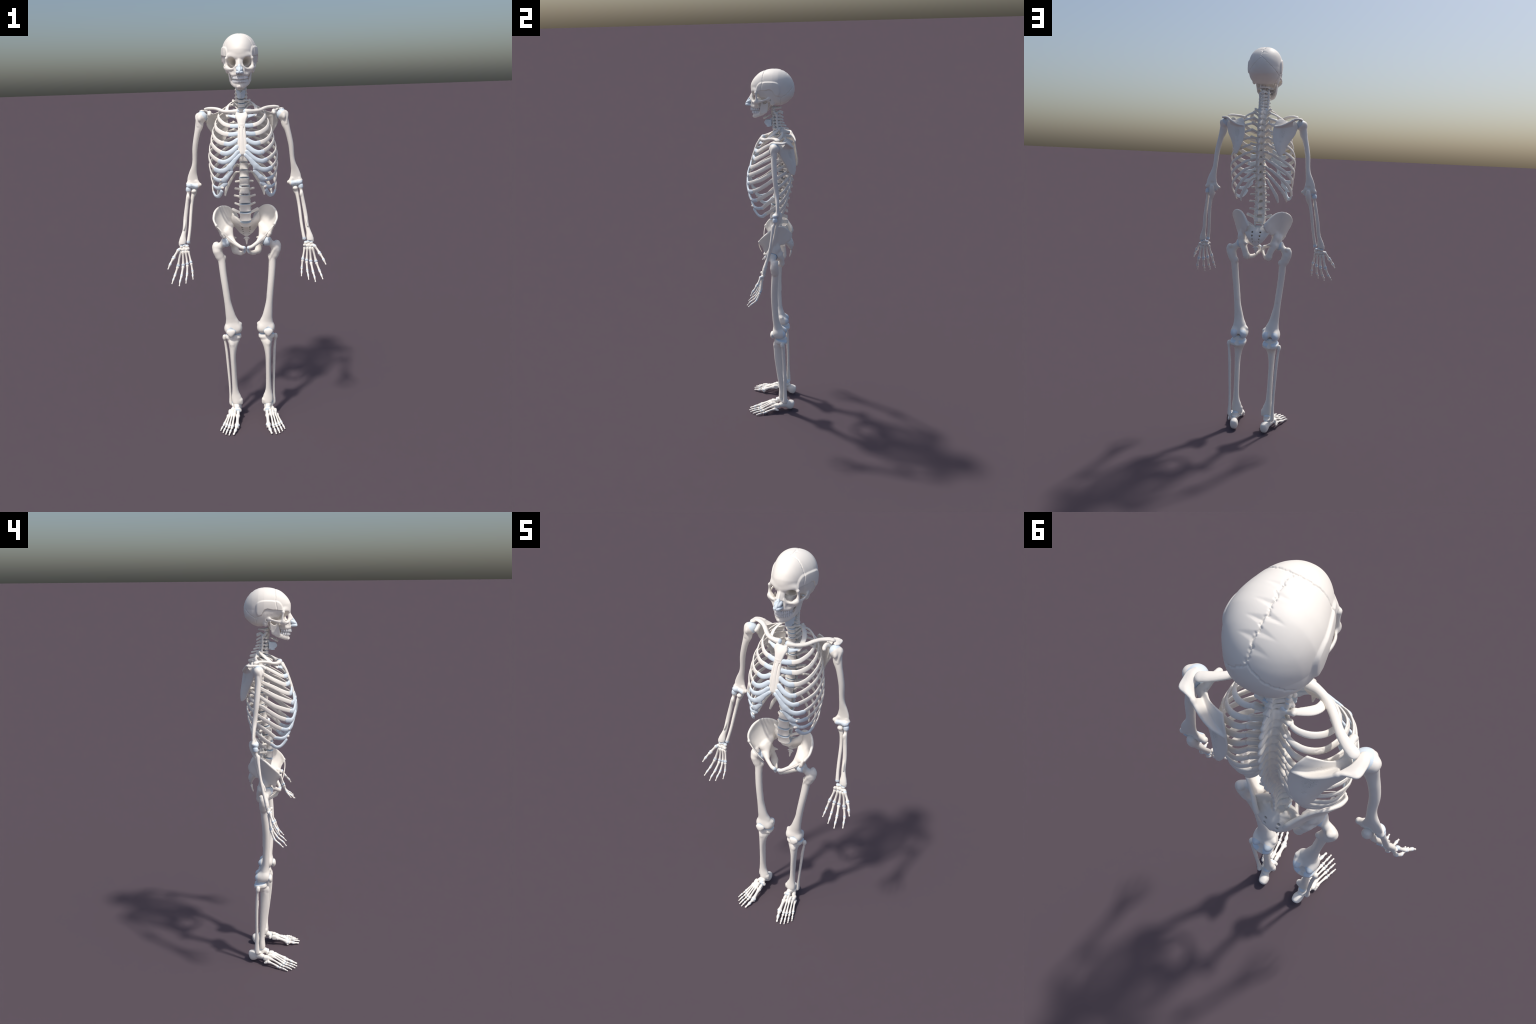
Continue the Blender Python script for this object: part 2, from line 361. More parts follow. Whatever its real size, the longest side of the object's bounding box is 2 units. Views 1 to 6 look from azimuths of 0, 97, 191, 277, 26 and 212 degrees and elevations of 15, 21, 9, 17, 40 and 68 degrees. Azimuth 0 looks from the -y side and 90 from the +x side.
# ================================================================== LEG
s=Solid(.002)
s.ell((.1030,.0130,1.0075),.0262,.004)
s.rod([(.1060,.0140,1.0040,.0165,.0165),(.1240,.0185,.9920,.0165,.0150),(.1440,.0250,.9760,.0220,.0175)],.008,flat=(0,1,0))
s.rod([(.1585,.0340,.9900,.0125),(.1600,.0330,.9760,.0160),(.1540,.0310,.9570,.0180),(.1420,.0300,.9300,.0195)],.008)
s.ell((.1510,.0420,.9920),(.010,.010,.010),.008)
s.rod([(.1480,.0280,.9560,.0230),(.1370,.0300,.9250,.0205),(.1300,.0290,.9020,.0187),(.1265,.0245,.8582,.0178),(.1225,.0210,.8140,.0174),(.1178,.0192,.7697,.0171),(.1130,.0200,.7240,.0173),(.1082,.0218,.6774,.0178),
       (.0990,.0245,.6151,.0240,.0182),(.0940,.0285,.5850,.0285,.0200),(.0890,.0335,.5560,.0365,.0240),(.0875,.0370,.5350,.0400,.0270)],.008,flat=(0,1,0))
s.ell((.1150,.0400,.9195),(.0080,.008,.012),.012)
s.rod([(.125,.0385,.88,.004),(.119,.0340,.80,.0045),(.110,.0350,.71,.004)],.010)
s.ell((.0625,.0480,.5260),(.0215,.0375,.0265),.016)
s.ell((.1125,.0460,.5250),(.0195,.0365,.0265),.016)
s.ell((.0890,.0230,.5350),(.034,.0150,.024),.018)
s.rod([(.0540,.0400,.5520,.010),(.0480,.0430,.5510,.0075)],.010)
s.rod([(.0850,.0900,.5180,.0125),(.0860,.0600,.5060,.0120),(.0890,.0200,.4970,.0090)],.008,cut=True)
s.rod([(.0930,.0000,.5300,.006),(.0920,.0060,.5080,.005)],.010,cut=True)
bone('femur',s,parts=[(CT,CART,lambda P,N:((np.linalg.norm(P-V(.103,.013,1.0075),axis=1)<.0278)&(P[:,0]<.1195))|
   ((P[:,2]<.5490)&(P[:,1]>.066)&(np.abs(P[:,0]-.085)>.009)&(N[:,1]>.25)&(P[:,0]>.036)&(P[:,0]<.1295))|((P[:,2]<.509)&(np.abs(P[:,0]-.088)>.009))|((P[:,1]<.013)&(P[:,2]<.5475)&(N[:,1]<-.35)&(np.abs(P[:,0]-.095)<.0235-.00*P[:,2])&(P[:,2]<.5475-np.abs(P[:,0]-.098)*.7)))],nest=True)

s=Solid(.0016)
s.ell((.0985,.0025,.5195),(.0240,.0115,.0170),.006); s.ell((.0985,.0020,.5040),(.0105,.0085,.0125),.014)
bone('patella',s,parts=[(CT,CART,lambda P,N:(N[:,1]>.25))],nest=True)

s=Solid(.002)
s.func(lambda X,Y,Z:((np.abs((X-.0890)/.0430)**2.6+np.abs((Y-.0545)/.0345)**2.6+np.abs((Z-.4790+.24*(Y-.0545))/.0140)**4)**(1/2.6)-1)*.0138,(.044,.020,.4580),(.133,.089,.5010),.012)
s.ell((.0890,.0360,.4740),(.034,.019,.017),.014)
s.rod([(.0885,.0470,.4790,.0350,.0260),(.0883,.0430,.4669,.0335,.0260),(.0890,.0360,.4516,.0272,.0245),(.0914,.0318,.4276,.0214,.0216),(.0934,.0328,.3917,.0168,.0210),(.0943,.0346,.3553,.0147,.0200),(.0935,.0387,.2993,.0140,.0182),
       (.0928,.0431,.2366,.0141,.0157),(.0917,.0472,.1732,.0157,.0142),(.0897,.0488,.1419,.0198,.0146),(.0867,.0492,.1175,.0260,.0160),(.0845,.0495,.0985,.0275,.0178),(.0850,.0500,.0900,.0245,.0180)],.006,flat=(0,1,0))
s.ell((.0970,.0170,.4550),(.0110,.0075,.0150),.012)
s.rod([(.0950,.0160,.445,.006),(.0945,.0170,.40,.0042),(.0945,.0190,.35,.0035),(.0930,.0250,.29,.003),(.0925,.0320,.23,.0025),(.092,.042,.18,.002)],.012)
s.rod([(.0640,.0480,.1010,.0115),(.0610,.0500,.0840,.0090),(.0620,.0510,.0770,.0065)],.006)
s.rod([(.0830,.0420,.4930,.0035),(.0840,.0440,.4960,.0020)],.006); s.rod([(.0960,.0420,.4930,.0035),(.0950,.0440,.4960,.0020)],.006)
s.ell((.0870,.0930,.4850),(.009,.014,.014),.008,cut=True)
s.ell((.0890,.0560,.0680),(.0205,.0300,.0205),.003,cut=True)
bone('tibia',s,parts=[(CT,CART,lambda P,N:((P[:,2]+.24*(P[:,1]-.0545)>.4870)&(np.abs(P[:,0]-.089)>.0075)&(N[:,2]>.6))|((P[:,2]>.468)&(P[:,1]>.076)&(np.abs(P[:,0]-.089)>.012)&(N[:,2]>.15))|((P[:,2]<.094)&(N[:,2]<-.3)&(P[:,0]>.068)))],nest=True)

s=Solid(.0015)
s.rod([(.1365,.0625,.4735,.0105),(.1366,.0640,.4640,.0112),(.1355,.0670,.4457,.0066),(.1310,.0692,.4039,.0072,.0080),(.1280,.0710,.3613,.0074,.0082),(.1257,.0723,.3126,.0074,.0080),(.1232,.0731,.2513,.0069,.0076),
       (.1209,.0732,.1899,.0064,.0084),(.1198,.0738,.1277,.0068,.0108),(.1195,.0735,.0880,.0095,.0130),(.1190,.0735,.0720,.0100,.0125),(.1185,.0745,.0630,.0070,.0090)],flat=(0,1,0))
s.rod([(.1270,.0630,.3950,.002),(.1250,.0640,.3700,.0028),(.1240,.0660,.3500,.002)],.004)
bone('fibula',s,parts=[(CT,CART,lambda P,N:(P[:,2]<.086)&(N[:,0]<-.5))],nest=True)

# ================================================================== FOOT
feet=[group('foot'),group('foot')]
s=Solid(.0015)
s.ell((.0880,.0550,.0750),(.0190,.0235,.0170),.006); s.ell((.0900,.0620,.0620),(.0200,.0260,.0110),.006)
s.rod([(.0870,.0450,.0690,.0140),(.0845,.0350,.0670,.0145),(.0840,.0280,.0645,.0140)],.006)
s.ell((.1080,.0620,.0640),(.008,.010,.008),.005)
bone('talus',s,feet,[(CT,CART,lambda P,N:((P[:,2]>.080)&(P[:,1]>.038))|(P[:,1]<.0215)|((P[:,2]<.07)&(N[:,1]>.8)))])
s=Solid(.0016)
hr=ellipsoid_rot((1,0,0),-.28)
def heel(X,Y,Z):
    x,y,z=(X-.0830)/.0185,(Y-.1035)*hr[1,1]+(Z-.0315)*hr[2,1],(Y-.1035)*hr[1,2]+(Z-.0315)*hr[2,2]
    return ((np.abs(x)**2.6+np.abs(y/.0185)**3+np.abs(z/.0275)**3.2)**(1/2.9)-1)*.0185
s.func(heel,(.062,.080,.002),(.104,.127,.062),.008); s.ell((.0860,.0920,.0320),(.0180,.022,.0240),.010)
s.rod([(.0850,.1000,.0320,.0220,.0180),(.0920,.0780,.0390,.0215,.0170),(.1020,.0570,.0420,.0175,.0150),(.1100,.0420,.0420,.0130,.0130)],.008,flat=(1,.3,0))
s.rod([(.0800,.0600,.0540,.0080),(.0720,.0520,.0560,.0060)],.008)
bone('calcaneus',s,feet)
small=[('cuboid_bone',(.1200,.0220,.0415),(.0135,.0180,.0135)),('navicular_bone',(.0830,.0190,.0565),(.0180,.0085,.0140)),
 ('cuneiform_bone',(.0785,-.0030,.0465),(.0088,.0140,.0140)),('cuneiform_bone',(.0965,-.0005,.0575),(.0076,.0110,.0092)),('cuneiform_bone',(.1100,.0030,.0515),(.0072,.0135,.0098))]
for n_,c,r in small:
    c=V(*c);r=V(*r); s=Solid(.0014)
    def boxy(X,Y,Z,c=c,r=r):
        q=(np.abs((X-c[0])/r[0])**3.2+np.abs((Y-c[1])/r[1])**3.2+np.abs((Z-c[2])/r[2])**3.2)**(1/3.2); return (q-1)*min(r)
    s.func(boxy,c-r,c+r)
    if n_=='navicular_bone': s.ell((.0670,.0205,.0520),(.0065,.007,.0085),.006)
    bone(n_,s,feet,[(CT,CART,lambda P,N,c=c:np.abs(N[:,1])>.93)])
MT=[((.0800,-.0165,.0440),(.0834,-.0810,.0180),.0115,.0077,.0118),((.0975,-.0090,.0530),(.1094,-.0843,.0140),.0085,.0047,.0072),((.1095,-.0080,.0495),(.1256,-.0785,.0140),.0083,.0045,.0070),
    ((.1210,.0050,.0410),(.1405,-.0670,.0130),.0083,.0045,.0070),((.1320,.0140,.0270),(.1530,-.0480,.0110),.0090,.0049,.0070)]
tips=[(.1000,-.1428,.0055),(.1235,-.1457,.0043),(.1414,-.1369,.0040),(.1564,-.1198,.0036),(.1702,-.0977,.0034)]
for i,(a,b,rb,rs,rh) in enumerate(MT):
    long_bone(a,b,rb,rs,rh,V(0,0,.003),h=.0013,name='metatarsal',parent=feet,blue_head=.0022)
    a,b=V(*b),V(*tips[i]); d=b-a; u=unit(d); a=a+u*.0062; d=b-a
    k=[1.55,1.14,1.1,1.06,1.03][i]
    if i==0:
        m=V(.0915,-.1140,.0110)
        long_bone(a,m-u*.001,.0098,.0062,.0078,V(0,0,.001),h=.0012,parent=feet,blue_head=.003)
        s=Solid(.001); e=b-m
        s.rod([(*(m+u*.002),.0082,.0068),(*(m+e*.3),.0062,.0052),(*(m+e*.62),.0042,.004),(*(m+e*.85),.0058,.0042),(*(b),.0045,.0038)],flat=(0,0,1),n=4); bone('phalanx',s,feet)
    else:
        A=a;B=a+d*.50+V(0,0,.0022);C=a+d*.74+V(0,0,.0018)
        long_bone(A,B,.0060*k,.0032*k,.0046*k,V(0,0,.0008),h=.001,parent=feet,blue_head=.0022)
        long_bone(B+u*.0012,C,.0046*k,.0033*k,.0042*k,h=.0009,parent=feet,blue_head=0)
        s=Solid(.0008); e=b-C
        s.rod([(*(C+u*.0012),.0042*k),(*(C+e*.5),.0026*k),(*(b-e*.05),.0036*k)],n=3); bone('phalanx',s,feet)
s=Solid(.0013); s.rod([(.1330,.0180,.0240,.0085),(.1335,.0280,.0195,.0060)],.004); bone('metatarsal_tuberosity',s,feet)
for x in (.0775,.0885):
    s=Solid(.001); s.ell((x,-.0810,.0065),(.0045,.0060,.0050)); bone('sesamoid_bone',s,feet)
# ================================================================== SPINE
spine=group('spine')
# level: (disc below z, disc above z, body centre y, half width, half depth, pitch)
disc=[1.774,1.757,1.739,1.722,1.7045,1.6855,1.6650,1.6425,1.6170,1.5885,1.5590,1.5285,1.4980,1.4675,1.4360,1.4000,1.3620,1.3260,1.2850,1.2470,1.2025,1.1600,1.1125]
cy  =[.0245,.0245,.0245,.0250,.0270,.0310,.0360,.0420,.0475,.0520,.0555,.0580,.0590,.0580,.0555,.0490,.0400,.0290,.0195,.0130,.0115,.0150,.0255]
names=['C3','C4','C5','C6','C7']+['T%d'%i for i in range(1,13)]+['L%d'%i for i in range(1,6)]
tp={'T1':(.0395,.0580,1.6978),'T2':(.0385,.0740,1.6815),'T3':(.0395,.0885,1.6545),'T4':(.0420,.0960,1.6285),'T5':(.0435,.1000,1.5950),'T6':(.0445,.1015,1.5600),'T7':(.0445,.1020,1.5260),'T8':(.0425,.1040,1.4870),
    'T9':(.0410,.1060,1.4480),'T10':(.0390,.1010,1.4120),'T11':(.0310,.0890,1.3800),'T12':(.0220,.0780,1.3480),'L1':(.0420,.0580,1.3050),'L2':(.0465,.0600,1.2700),'L3':(.0510,.0590,1.2345),'L4':(.0490,.0555,1.1960),'L5':(.0610,.0510,1.1650)}
sp={'C3':(.0745,1.7560),'C4':(.0740,1.7415),'C5':(.0790,1.7260),'C6':(.0895,1.7110),'C7':(.1015,1.6950),'T1':(.1085,1.6755),'T2':(.1165,1.6530),'T3':(.1225,1.6240),'T4':(.1270,1.5975),'T5':(.1300,1.5640),'T6':(.1310,1.5290),'T7':(.1315,1.4900),
    'T8':(.1300,1.4520),'T9':(.1255,1.4160),'T10':(.1200,1.3790),'T11':(.1125,1.3480),'T12':(.1030,1.3130),'L1':(.0985,1.2720),'L2':(.0945,1.2400),'L3':(.0925,1.2050),'L4':(.0935,1.1760),'L5':(.0945,1.1400)}
size={'C3':(.0130,.0098),'C4':(.0135,.0100),'C5':(.0140,.0102),'C6':(.0150,.0105),'C7':(.0165,.0110)}
for i,n_ in enumerate(names):
    zt,zb=disc[i],disc[i+1]; yt,yb=cy[i],cy[i+1]
    c=V(0,(yt+yb)/2,(zt+zb)/2); ax=unit(V(0,yt-yb,zt-zb)); bk=V(0,ax[2],-ax[1])  # bk points to the back, across the body axis
    H=np.hypot(yt-yb,zt-zb)/2
    kind=n_[0]; j=int(n_[1:])
    if kind=='C': w,d=size[n_]; gap=.0022
    elif kind=='T': w=.0170+.0062*abs(j-3.5)/8.5; d=.0125+.0055*(j-1)/11; gap=.0018+.0010*j/12
    else: w=.0245+.0012*j; d=.0190; gap=.0034
    hh=H-gap
    s=Solid(.0014)
    def body(X,Y,Z,c=c,ax=ax,bk=bk,w=w,d=d,hh=hh,kind=kind):
        y=(Y-c[1])*bk[1]+(Z-c[2])*bk[2]; z=(Y-c[1])*ax[1]+(Z-c[2])*ax[2]
        q=np.clip(z/hh,-1.2,1.2)**2
        sh=.86+.14*q
        yy=y+.0012*(y>0)*0
        r=((np.abs(X)/(w*sh))**2.3+(np.abs(yy)/(d*sh))**2.3)**(1/2.3)
        ds=(r-1)*min(w,d)*.95; dz=np.abs(z)-hh
        e=.0015
        return np.minimum(np.maximum(ds+e,dz+e),0)+np.sqrt(np.maximum(ds+e,0)**2+np.maximum(dz+e,0)**2)-e
    m=max(w,d,hh)+.004
    s.func(body,c-m,c+m,.002)
    L=lambda x,y,z:c+V(x,0,0)+bk*y+ax*z           # local frame of the vertebra
    spt=V(0,*sp[n_])
    if kind=='C':
        ped=L(w*.75,d*.7,.002); pil=L(.0225,d+.0085,.0); lam=L(.004,d+.0225,-.001)
        s.rod([(*ped,.0045),(*pil,.0050)],.003); 
        for sg in (1,-1):
            M=V(sg,1,1)
            s.rod([(*(ped*M),.0045),(*(pil*M),.0050)],.003)
            s.rod([(*(L(.0220,d+.0115,hh+.0022)*M),.0052,.0045),(*(L(.0220,d+.0100,-hh-.0022)*M),.0052,.0045)],.003,flat=bk)
            s.rod([(*(pil*M),.0068,.0032),(*(lam*M),.0068,.0030)],.002,flat=bk)
            tpc=L(.0245+.001*(j-3)+(.003 if j==7 else 0),d*.45+(.010 if j==7 else 0),-.001)
            s.rod([(*(L(w*.85,d*.1,.0)*M),.0038),(*(tpc*M),.0042)],.003)
            if j!=7: s.ell(tpc*M+V(0,-.003,0),.0032,.003)
            s.ell(L(w*.9,0,hh)*M,(.0025,.006,.003),.002)
        lam0=L(0,d+.0240,-.0015)
        s.rod([(*lam0,.0058,.0030),(*((lam0+spt)/2+V(0,0,.001)),.0048,.0026),(*spt,.0042,.0030)],.003,flat=(1,0,0))
        if j<7:
            for sg in (1,-1): s.rod([(*((lam0*.35+spt*.65)),.0026),(*(spt+V(sg*.0048,.001,-.002)),.0030)],.003)
    else:
        thor=kind=='T'
        tw=V(*tp[n_])
        x1=.0150 if thor else .0170+.001*j
        ped=L(w*.62,d*.85,hh*.35); jun=L(x1,d+.0120,hh*.25); lam=L(.0030,d+.0270,-hh*.35)
        for sg in (1,-1):
            M=V(sg,1,1)
            s.rod([(*(ped*M),.0075 if not thor else .0062,.0055 if not thor else .0045),(*(jun*M),.0080 if not thor else .0065,.0055)],.004,flat=(1,0,0))
            top=L(x1+(.002 if not thor else -.002),d+.0150,hh+.0065); bot=L(x1-(.003 if not thor else .003),d+.0180,-hh-.0075)
            s.rod([(*(top*M),.0055,.0038),(*(jun*M),.0070,.0046)],.004,flat=bk)
            s.rod([(*(jun*M),.0070,.0042),(*(bot*M),.0055,.0038)],.004,flat=bk)
            s.rod([(*(jun*M),.0085,.0040),(*(L(.009,d+.022,-hh*.25)*M),.0125 if thor else .0110,.0042),(*(lam*M),.0135 if thor else .0105,.0044)],.004,flat=bk)
            if thor:
                rr=.0052 if j<11 else .0045
                s.rod([(*(jun*M),.0062),(*((jun*.45+tw*.55)*M),rr),(*(tw*M),rr+.0008)],.004)
            else:
                s.rod([(*(L(w*.75,d*.9,hh*.45)*M),.0060,.0045),(*((L(w*.75,d*.9,hh*.45)*.5+tw*.5)*M),.0056 if j<5 else .0078,.0038),(*(tw*M),.0058 if j<5 else .0082,.0036)],.004,flat=bk)
                s.ell(top*M+V(sg*.002,.004,.001),(.0045,.0055,.006),.004)
        lam0=L(0,d+.0270,-hh*.30)
        if thor:
            mid=(lam0+spt)/2
            s.rod([(*lam0,.0110,.0060),(*mid,.0088,.0046),(*(spt+V(0,-.003,.001)),.0070,.0050)],.005,flat=(1,0,0))
        else:
            up=V(0,0,1)
            a0=lam0+up*.001; 
            s.sheet([[(*(a0+up*.006),.0034),(*((a0+spt)/2+up*.0075),.0028),(*(spt+up*.0095+V(0,-.004,0)),.0038)],
                     [(*(a0-up*.006),.0034),(*((a0+spt)/2-up*.0055),.0030),(*(spt-up*.0035+V(0,-.003,0)),.0046)]],.004)
    parts=[('cartilage_endplate',CART,lambda P,N,c=c,ax=ax,bk=bk,hh=hh,d=d,w=w:(np.abs((P-c)@ax)>hh-.0009)&(np.abs((P-c)@ax)<hh+.002)&((P-c)@bk<d+.0005)&(np.abs(P[:,0])<w+.001)&(np.abs(N@ax)>.45)),
           (CT,CART,lambda P,N,c=c,ax=ax,bk=bk,hh=hh,d=d:(np.abs((P-c)@ax)>hh+.0022)&((P-c)@bk<d+.019)&((P-c)@bk>d+.004)&(np.abs(P[:,0])>.010)&(np.abs(P[:,0])<.026))]
    bone('vertebra',s,spine,parts,both=False)
# axis
s=Solid(.0012)
s.rod([(0,.0230,1.7790,.0115),(0,.0225,1.7860,.0095),(0,.0215,1.7990,.0052),(0,.0205,1.8120,.0045)],.003)
for sg in (1,-1):
    s.ell((sg*.0155,.0260,1.7900),(.0085,.0085,.0055),.004)
    s.rod([(sg*.0170,.0300,1.7860,.0058),(sg*.0180,.0380,1.7780,.0055),(sg*.0030,.0560,1.7840,.0068)],.004)
    s.rod([(sg*.0180,.0360,1.7800,.0050),(sg*.0195,.0370,1.7700,.0045)],.003)
    s.rod([(sg*.0200,.0290,1.7820,.0035),(sg*.0270,.0300,1.7790,.0035)],.003)
    s.rod([(0,.0640,1.7800,.0050),(sg*.0045,.0725,1.7740,.0040)],.003)
s.rod([(0,.0540,1.7850,.0085,.0035),(0,.0700,1.7800,.0080,.0040)],.003,flat=(1,0,0))
bone('vertebra',s,spine,both=False)
# atlas
s=Solid(.0012)
s.rod([(0,.0120,1.8040,.0045),(.0110,.0150,1.8030,.0042),(.0180,.0230,1.8030,.0070),(.0210,.0320,1.8040,.0055),(.0190,.0480,1.8050,.0040),(.0100,.0620,1.8050,.0036),(0,.0655,1.8045,.0040)],.002)
s.rod([(0,.0120,1.8040,.0045),(-.0110,.0150,1.8030,.0042),(-.0180,.0230,1.8030,.0070),(-.0210,.0320,1.8040,.0055),(-.0190,.0480,1.8050,.0040),(-.0100,.0620,1.8050,.0036),(0,.0655,1.8045,.0040)],.002)
for sg in (1,-1):
    s.ell((sg*.0190,.0250,1.8050),(.0080,.0110,.0080),.004)
    s.rod([(sg*.0240,.0290,1.8030,.0045),(sg*.0370,.0310,1.8010,.0046)],.004)
bone('vertebra',s,spine,[(CT,CART,lambda P,N:(np.abs(P[:,0])<.028)&(np.abs(P[:,0])>.011)&(np.abs(N[:,2])>.75)&(P[:,1]<.036))],both=False)
# sacrum
s=Solid(.0016)
g=[[(.0660,.0800,1.1390,.0030),(.0420,.0610,1.1130,.0080),(.0220,.0560,1.0960,.0100),(0,.0560,1.0930,.0110)],
   [(.0640,.0760,1.1130,.0100),(.0420,.0680,1.0980,.0120),(.0200,.0660,1.0850,.0125),(0,.0660,1.0830,.0130)],
   [(.0580,.0840,1.0850,.0110),(.0400,.0850,1.0720,.0110),(.0190,.0880,1.0640,.0100),(0,.0890,1.0620,.0105)],
   [(.0440,.0960,1.0600,.0080),(.0310,.1000,1.0500,.0080),(.0150,.1035,1.0450,.0080),(0,.1050,1.0440,.0085)],
   [(.0300,.1060,1.0350,.0055),(.0220,.1090,1.0300,.0055),(.0110,.1110,1.0280,.0058),(0,.1120,1.0270,.0060)],
   [(.0120,.1110,1.0180,.0040),(.0090,.1115,1.0160,.0044),(.0050,.1118,1.0150,.0048),(0,.1120,1.0150,.0050)]]
g=np.array(g); s.sheet(np.concatenate([g,(g*np.array([-1,1,1,1]))[:,-2::-1]],1),.004)
s1=V(0,.0500,1.0930); sa=unit((0,-.42,.90)); sb=V(0,sa[2],-sa[1])
s.func(lambda X,Y,Z:body(X,Y,Z,s1,sa,sb,.0275,.0185,.0120,'S'),s1-.03,s1+.03,.006)
g=[[(.0420,.0800,1.1080,.0070),(.0260,.0840,1.1010,.0070),(.0120,.0880,1.0960,.0060),(0,.0890,1.0950,.0060)],
   [(.0560,.0880,1.0900,.0080),(.0320,.0950,1.0860,.0085),(.0150,.1000,1.0830,.0085),(0,.1020,1.0820,.0085)],
   [(.0500,.0980,1.0680,.0080),(.0300,.1060,1.0650,.0085),(.0140,.1110,1.0630,.0085),(0,.1130,1.0620,.0085)],
   [(.0380,.1050,1.0500,.0070),(.0240,.1120,1.0480,.0075),(.0120,.1155,1.0460,.0075),(0,.1170,1.0450,.0075)],
   [(.0260,.1090,1.0330,.0050),(.0160,.1130,1.0320,.0052),(.0080,.1140,1.0310,.0050),(0,.1140,1.0310,.0050)]]
g=np.array(g); s.sheet(np.concatenate([g,(g*np.array([-1,1,1,1]))[:,-2::-1]],1),.006)
s.ell((0,.0800,1.0800),(.045,.020,.018),.010)
s.rod([(0,.0830,1.0990,.0050),(0,.0960,1.0820,.0055),(0,.1090,1.0640,.0055),(0,.1170,1.0500,.0050),(0,.1200,1.0380,.0040)],.008)
for sg in (1,-1):
    s.rod([(sg*.0260,.0760,1.1080,.0060),(sg*.0240,.0860,1.0980,.0050)],.005)
    s.rod([(sg*.0300,.0930,1.0900,.0045),(sg*.0280,.1050,1.0680,.0050),(sg*.0230,.1140,1.0480,.0045)],.008)
    for y0,y1,z,x,r in [(.060,.125,1.0760,.0195,.0048),(.075,.13,1.0580,.0185,.0044),(.09,.135,1.0430,.0165,.0032),(.10,.135,1.0320,.0140,.0022)]:
        s.rod([(sg*x,y0,z-.010,r),(sg*x*1.1,y1,z+.010,r)],.003,cut=True)
s.rod([(-.006,.0720,1.1120,.0060),(0,.0730,1.1080,.0060),(.006,.0720,1.1120,.0060)],.003,cut=True)
bone('sacrum',s,spine,[('cartilage_endplate',CART,lambda P,N:((P-s1)@sa>.0108)&(np.abs(P[:,0])<.0275)&(np.abs((P-s1)@sb)<.0188)&(N@sa>.4))],both=False)
s=Solid(.0011)
s.ell((0,.1095,1.0040),(.0105,.0055,.0055),.004)
for sg in (1,-1): s.rod([(sg*.006,.1095,1.0030,.0045),(sg*.0125,.1085,1.0000,.0035)],.003)
s.rod([(0,.1090,.9985,.0075,.005),(0,.1075,.9900,.0065,.0048),(0,.1045,.9800,.0050,.0042),(0,.1015,.9710,.0034,.0034)],.003,flat=(0,1,0))
s.ell((.006,.1078,.9920),(.0035,.0035,.003),.003); s.ell((-.006,.1078,.9920),(.0035,.0035,.003),.003)
bone('coccyx',s,spine,both=False)

# ================================================================== HIP BONES
s=Solid(.0018)
s.sheet([[(.1430,-.0520,1.1070,.0045),(.1530,-.0400,1.1240,.0050),(.1562,-.0260,1.1385,.0058),(.1520,-.0010,1.1595,.0066),(.1415,.0200,1.1740,.0056),(.1270,.0390,1.1815,.0050),(.1110,.0520,1.1825,.0048),(.0900,.0700,1.1745,.0055),(.0690,.0900,1.1540,.0065),(.0520,.1080,1.1300,.0075),(.0440,.1145,1.1130,.0070)],
         [(.1400,-.0460,1.0960,.0050),(.1480,-.0330,1.1060,.0040),(.1475,-.0170,1.1180,.0036),(.1425,.0050,1.1310,.0030),(.1320,.0250,1.1400,.0024),(.1180,.0400,1.1450,.0024),(.1030,.0520,1.1470,.0030),(.0860,.0680,1.1430,.0048),(.0700,.0850,1.1320,.0062),(.0560,.1030,1.1150,.0070),(.0470,.1110,1.1030,.0066)],
         [(.1310,-.0340,1.0760,.0050),(.1370,-.0210,1.0840,.0046),(.1350,-.0070,1.0920,.0040),(.1270,.0130,1.1000,.0034),(.1160,.0280,1.1060,.0030),(.1040,.0390,1.1100,.0034),(.0930,.0500,1.1110,.0044),(.0820,.0630,1.1090,.0060),(.0720,.0780,1.1030,.0068),(.0620,.0940,1.0950,.0066),(.0540,.1030,1.0890,.0060)],
         [(.1220,-.0250,1.0520,.0060),(.1220,-.0150,1.0560,.0080),(.1170,-.0020,1.0590,.0090),(.1080,.0120,1.0610,.0090),(.0990,.0230,1.0660,.0085),(.0920,.0320,1.0720,.0080),(.0860,.0420,1.0770,.0078),(.0800,.0530,1.0770,.0074),(.0740,.0640,1.0740,.0068),(.0690,.0730,1.0720,.0060),(.0640,.0800,1.0740,.0055)]],.005)
s.ell((.0960,.0220,1.0380),(.0230,.0240,.0280),.010)
s.rod([(.0720,.0480,1.0860,.0090),(.0770,.0350,1.0680,.0120),(.0790,.0200,1.0500,.0130),(.0750,.0050,1.0330,.0125),(.0640,-.0100,1.0170,.0100)],.018)
s.ell((.0900,.0260,1.0560),(.0140,.0240,.0240),.016); s.ell((.1040,.0110,1.0520),(.0100,.0160,.0140),.016)
s.ell((.0910,.0190,1.0120),(.0280,.0310,.0310),.008)
s.rod([(.1180,-.0220,1.0520,.0090),(.1120,-.0210,1.0400,.0085)],.008)
s.rod([(.1430,-.0510,1.1070,.0060),(.1390,-.0460,1.0970,.0050)],.006)
s.rod([(.0830,.0000,1.0260,.0130,.0130),(.0640,-.0160,1.0120,.0115,.0100),(.0430,-.0290,.9990,.0098,.0085),(.0260,-.0370,.9900,.0092,.0085),(.0130,-.0395,.9870,.0092,.0085)],.008,flat=(0,1,.3))
s.rod([(.0115,-.0360,.9850,.0080,.0075),(.0105,-.0270,.9680,.0100,.0060),(.0125,-.0190,.9570,.0080,.0055)],.006,flat=(.2,1,0))
s.rod([(.0130,-.0200,.9600,.0100,.0060),(.0230,.0060,.9480,.0110,.0070),(.0370,.0320,.9420,.0125,.0090),(.0520,.0500,.9440,.0140,.0125)],.006,flat=(1,.3,0))
s.ell((.0590,.0600,.9480),(.0165,.0150,.0195),.008)
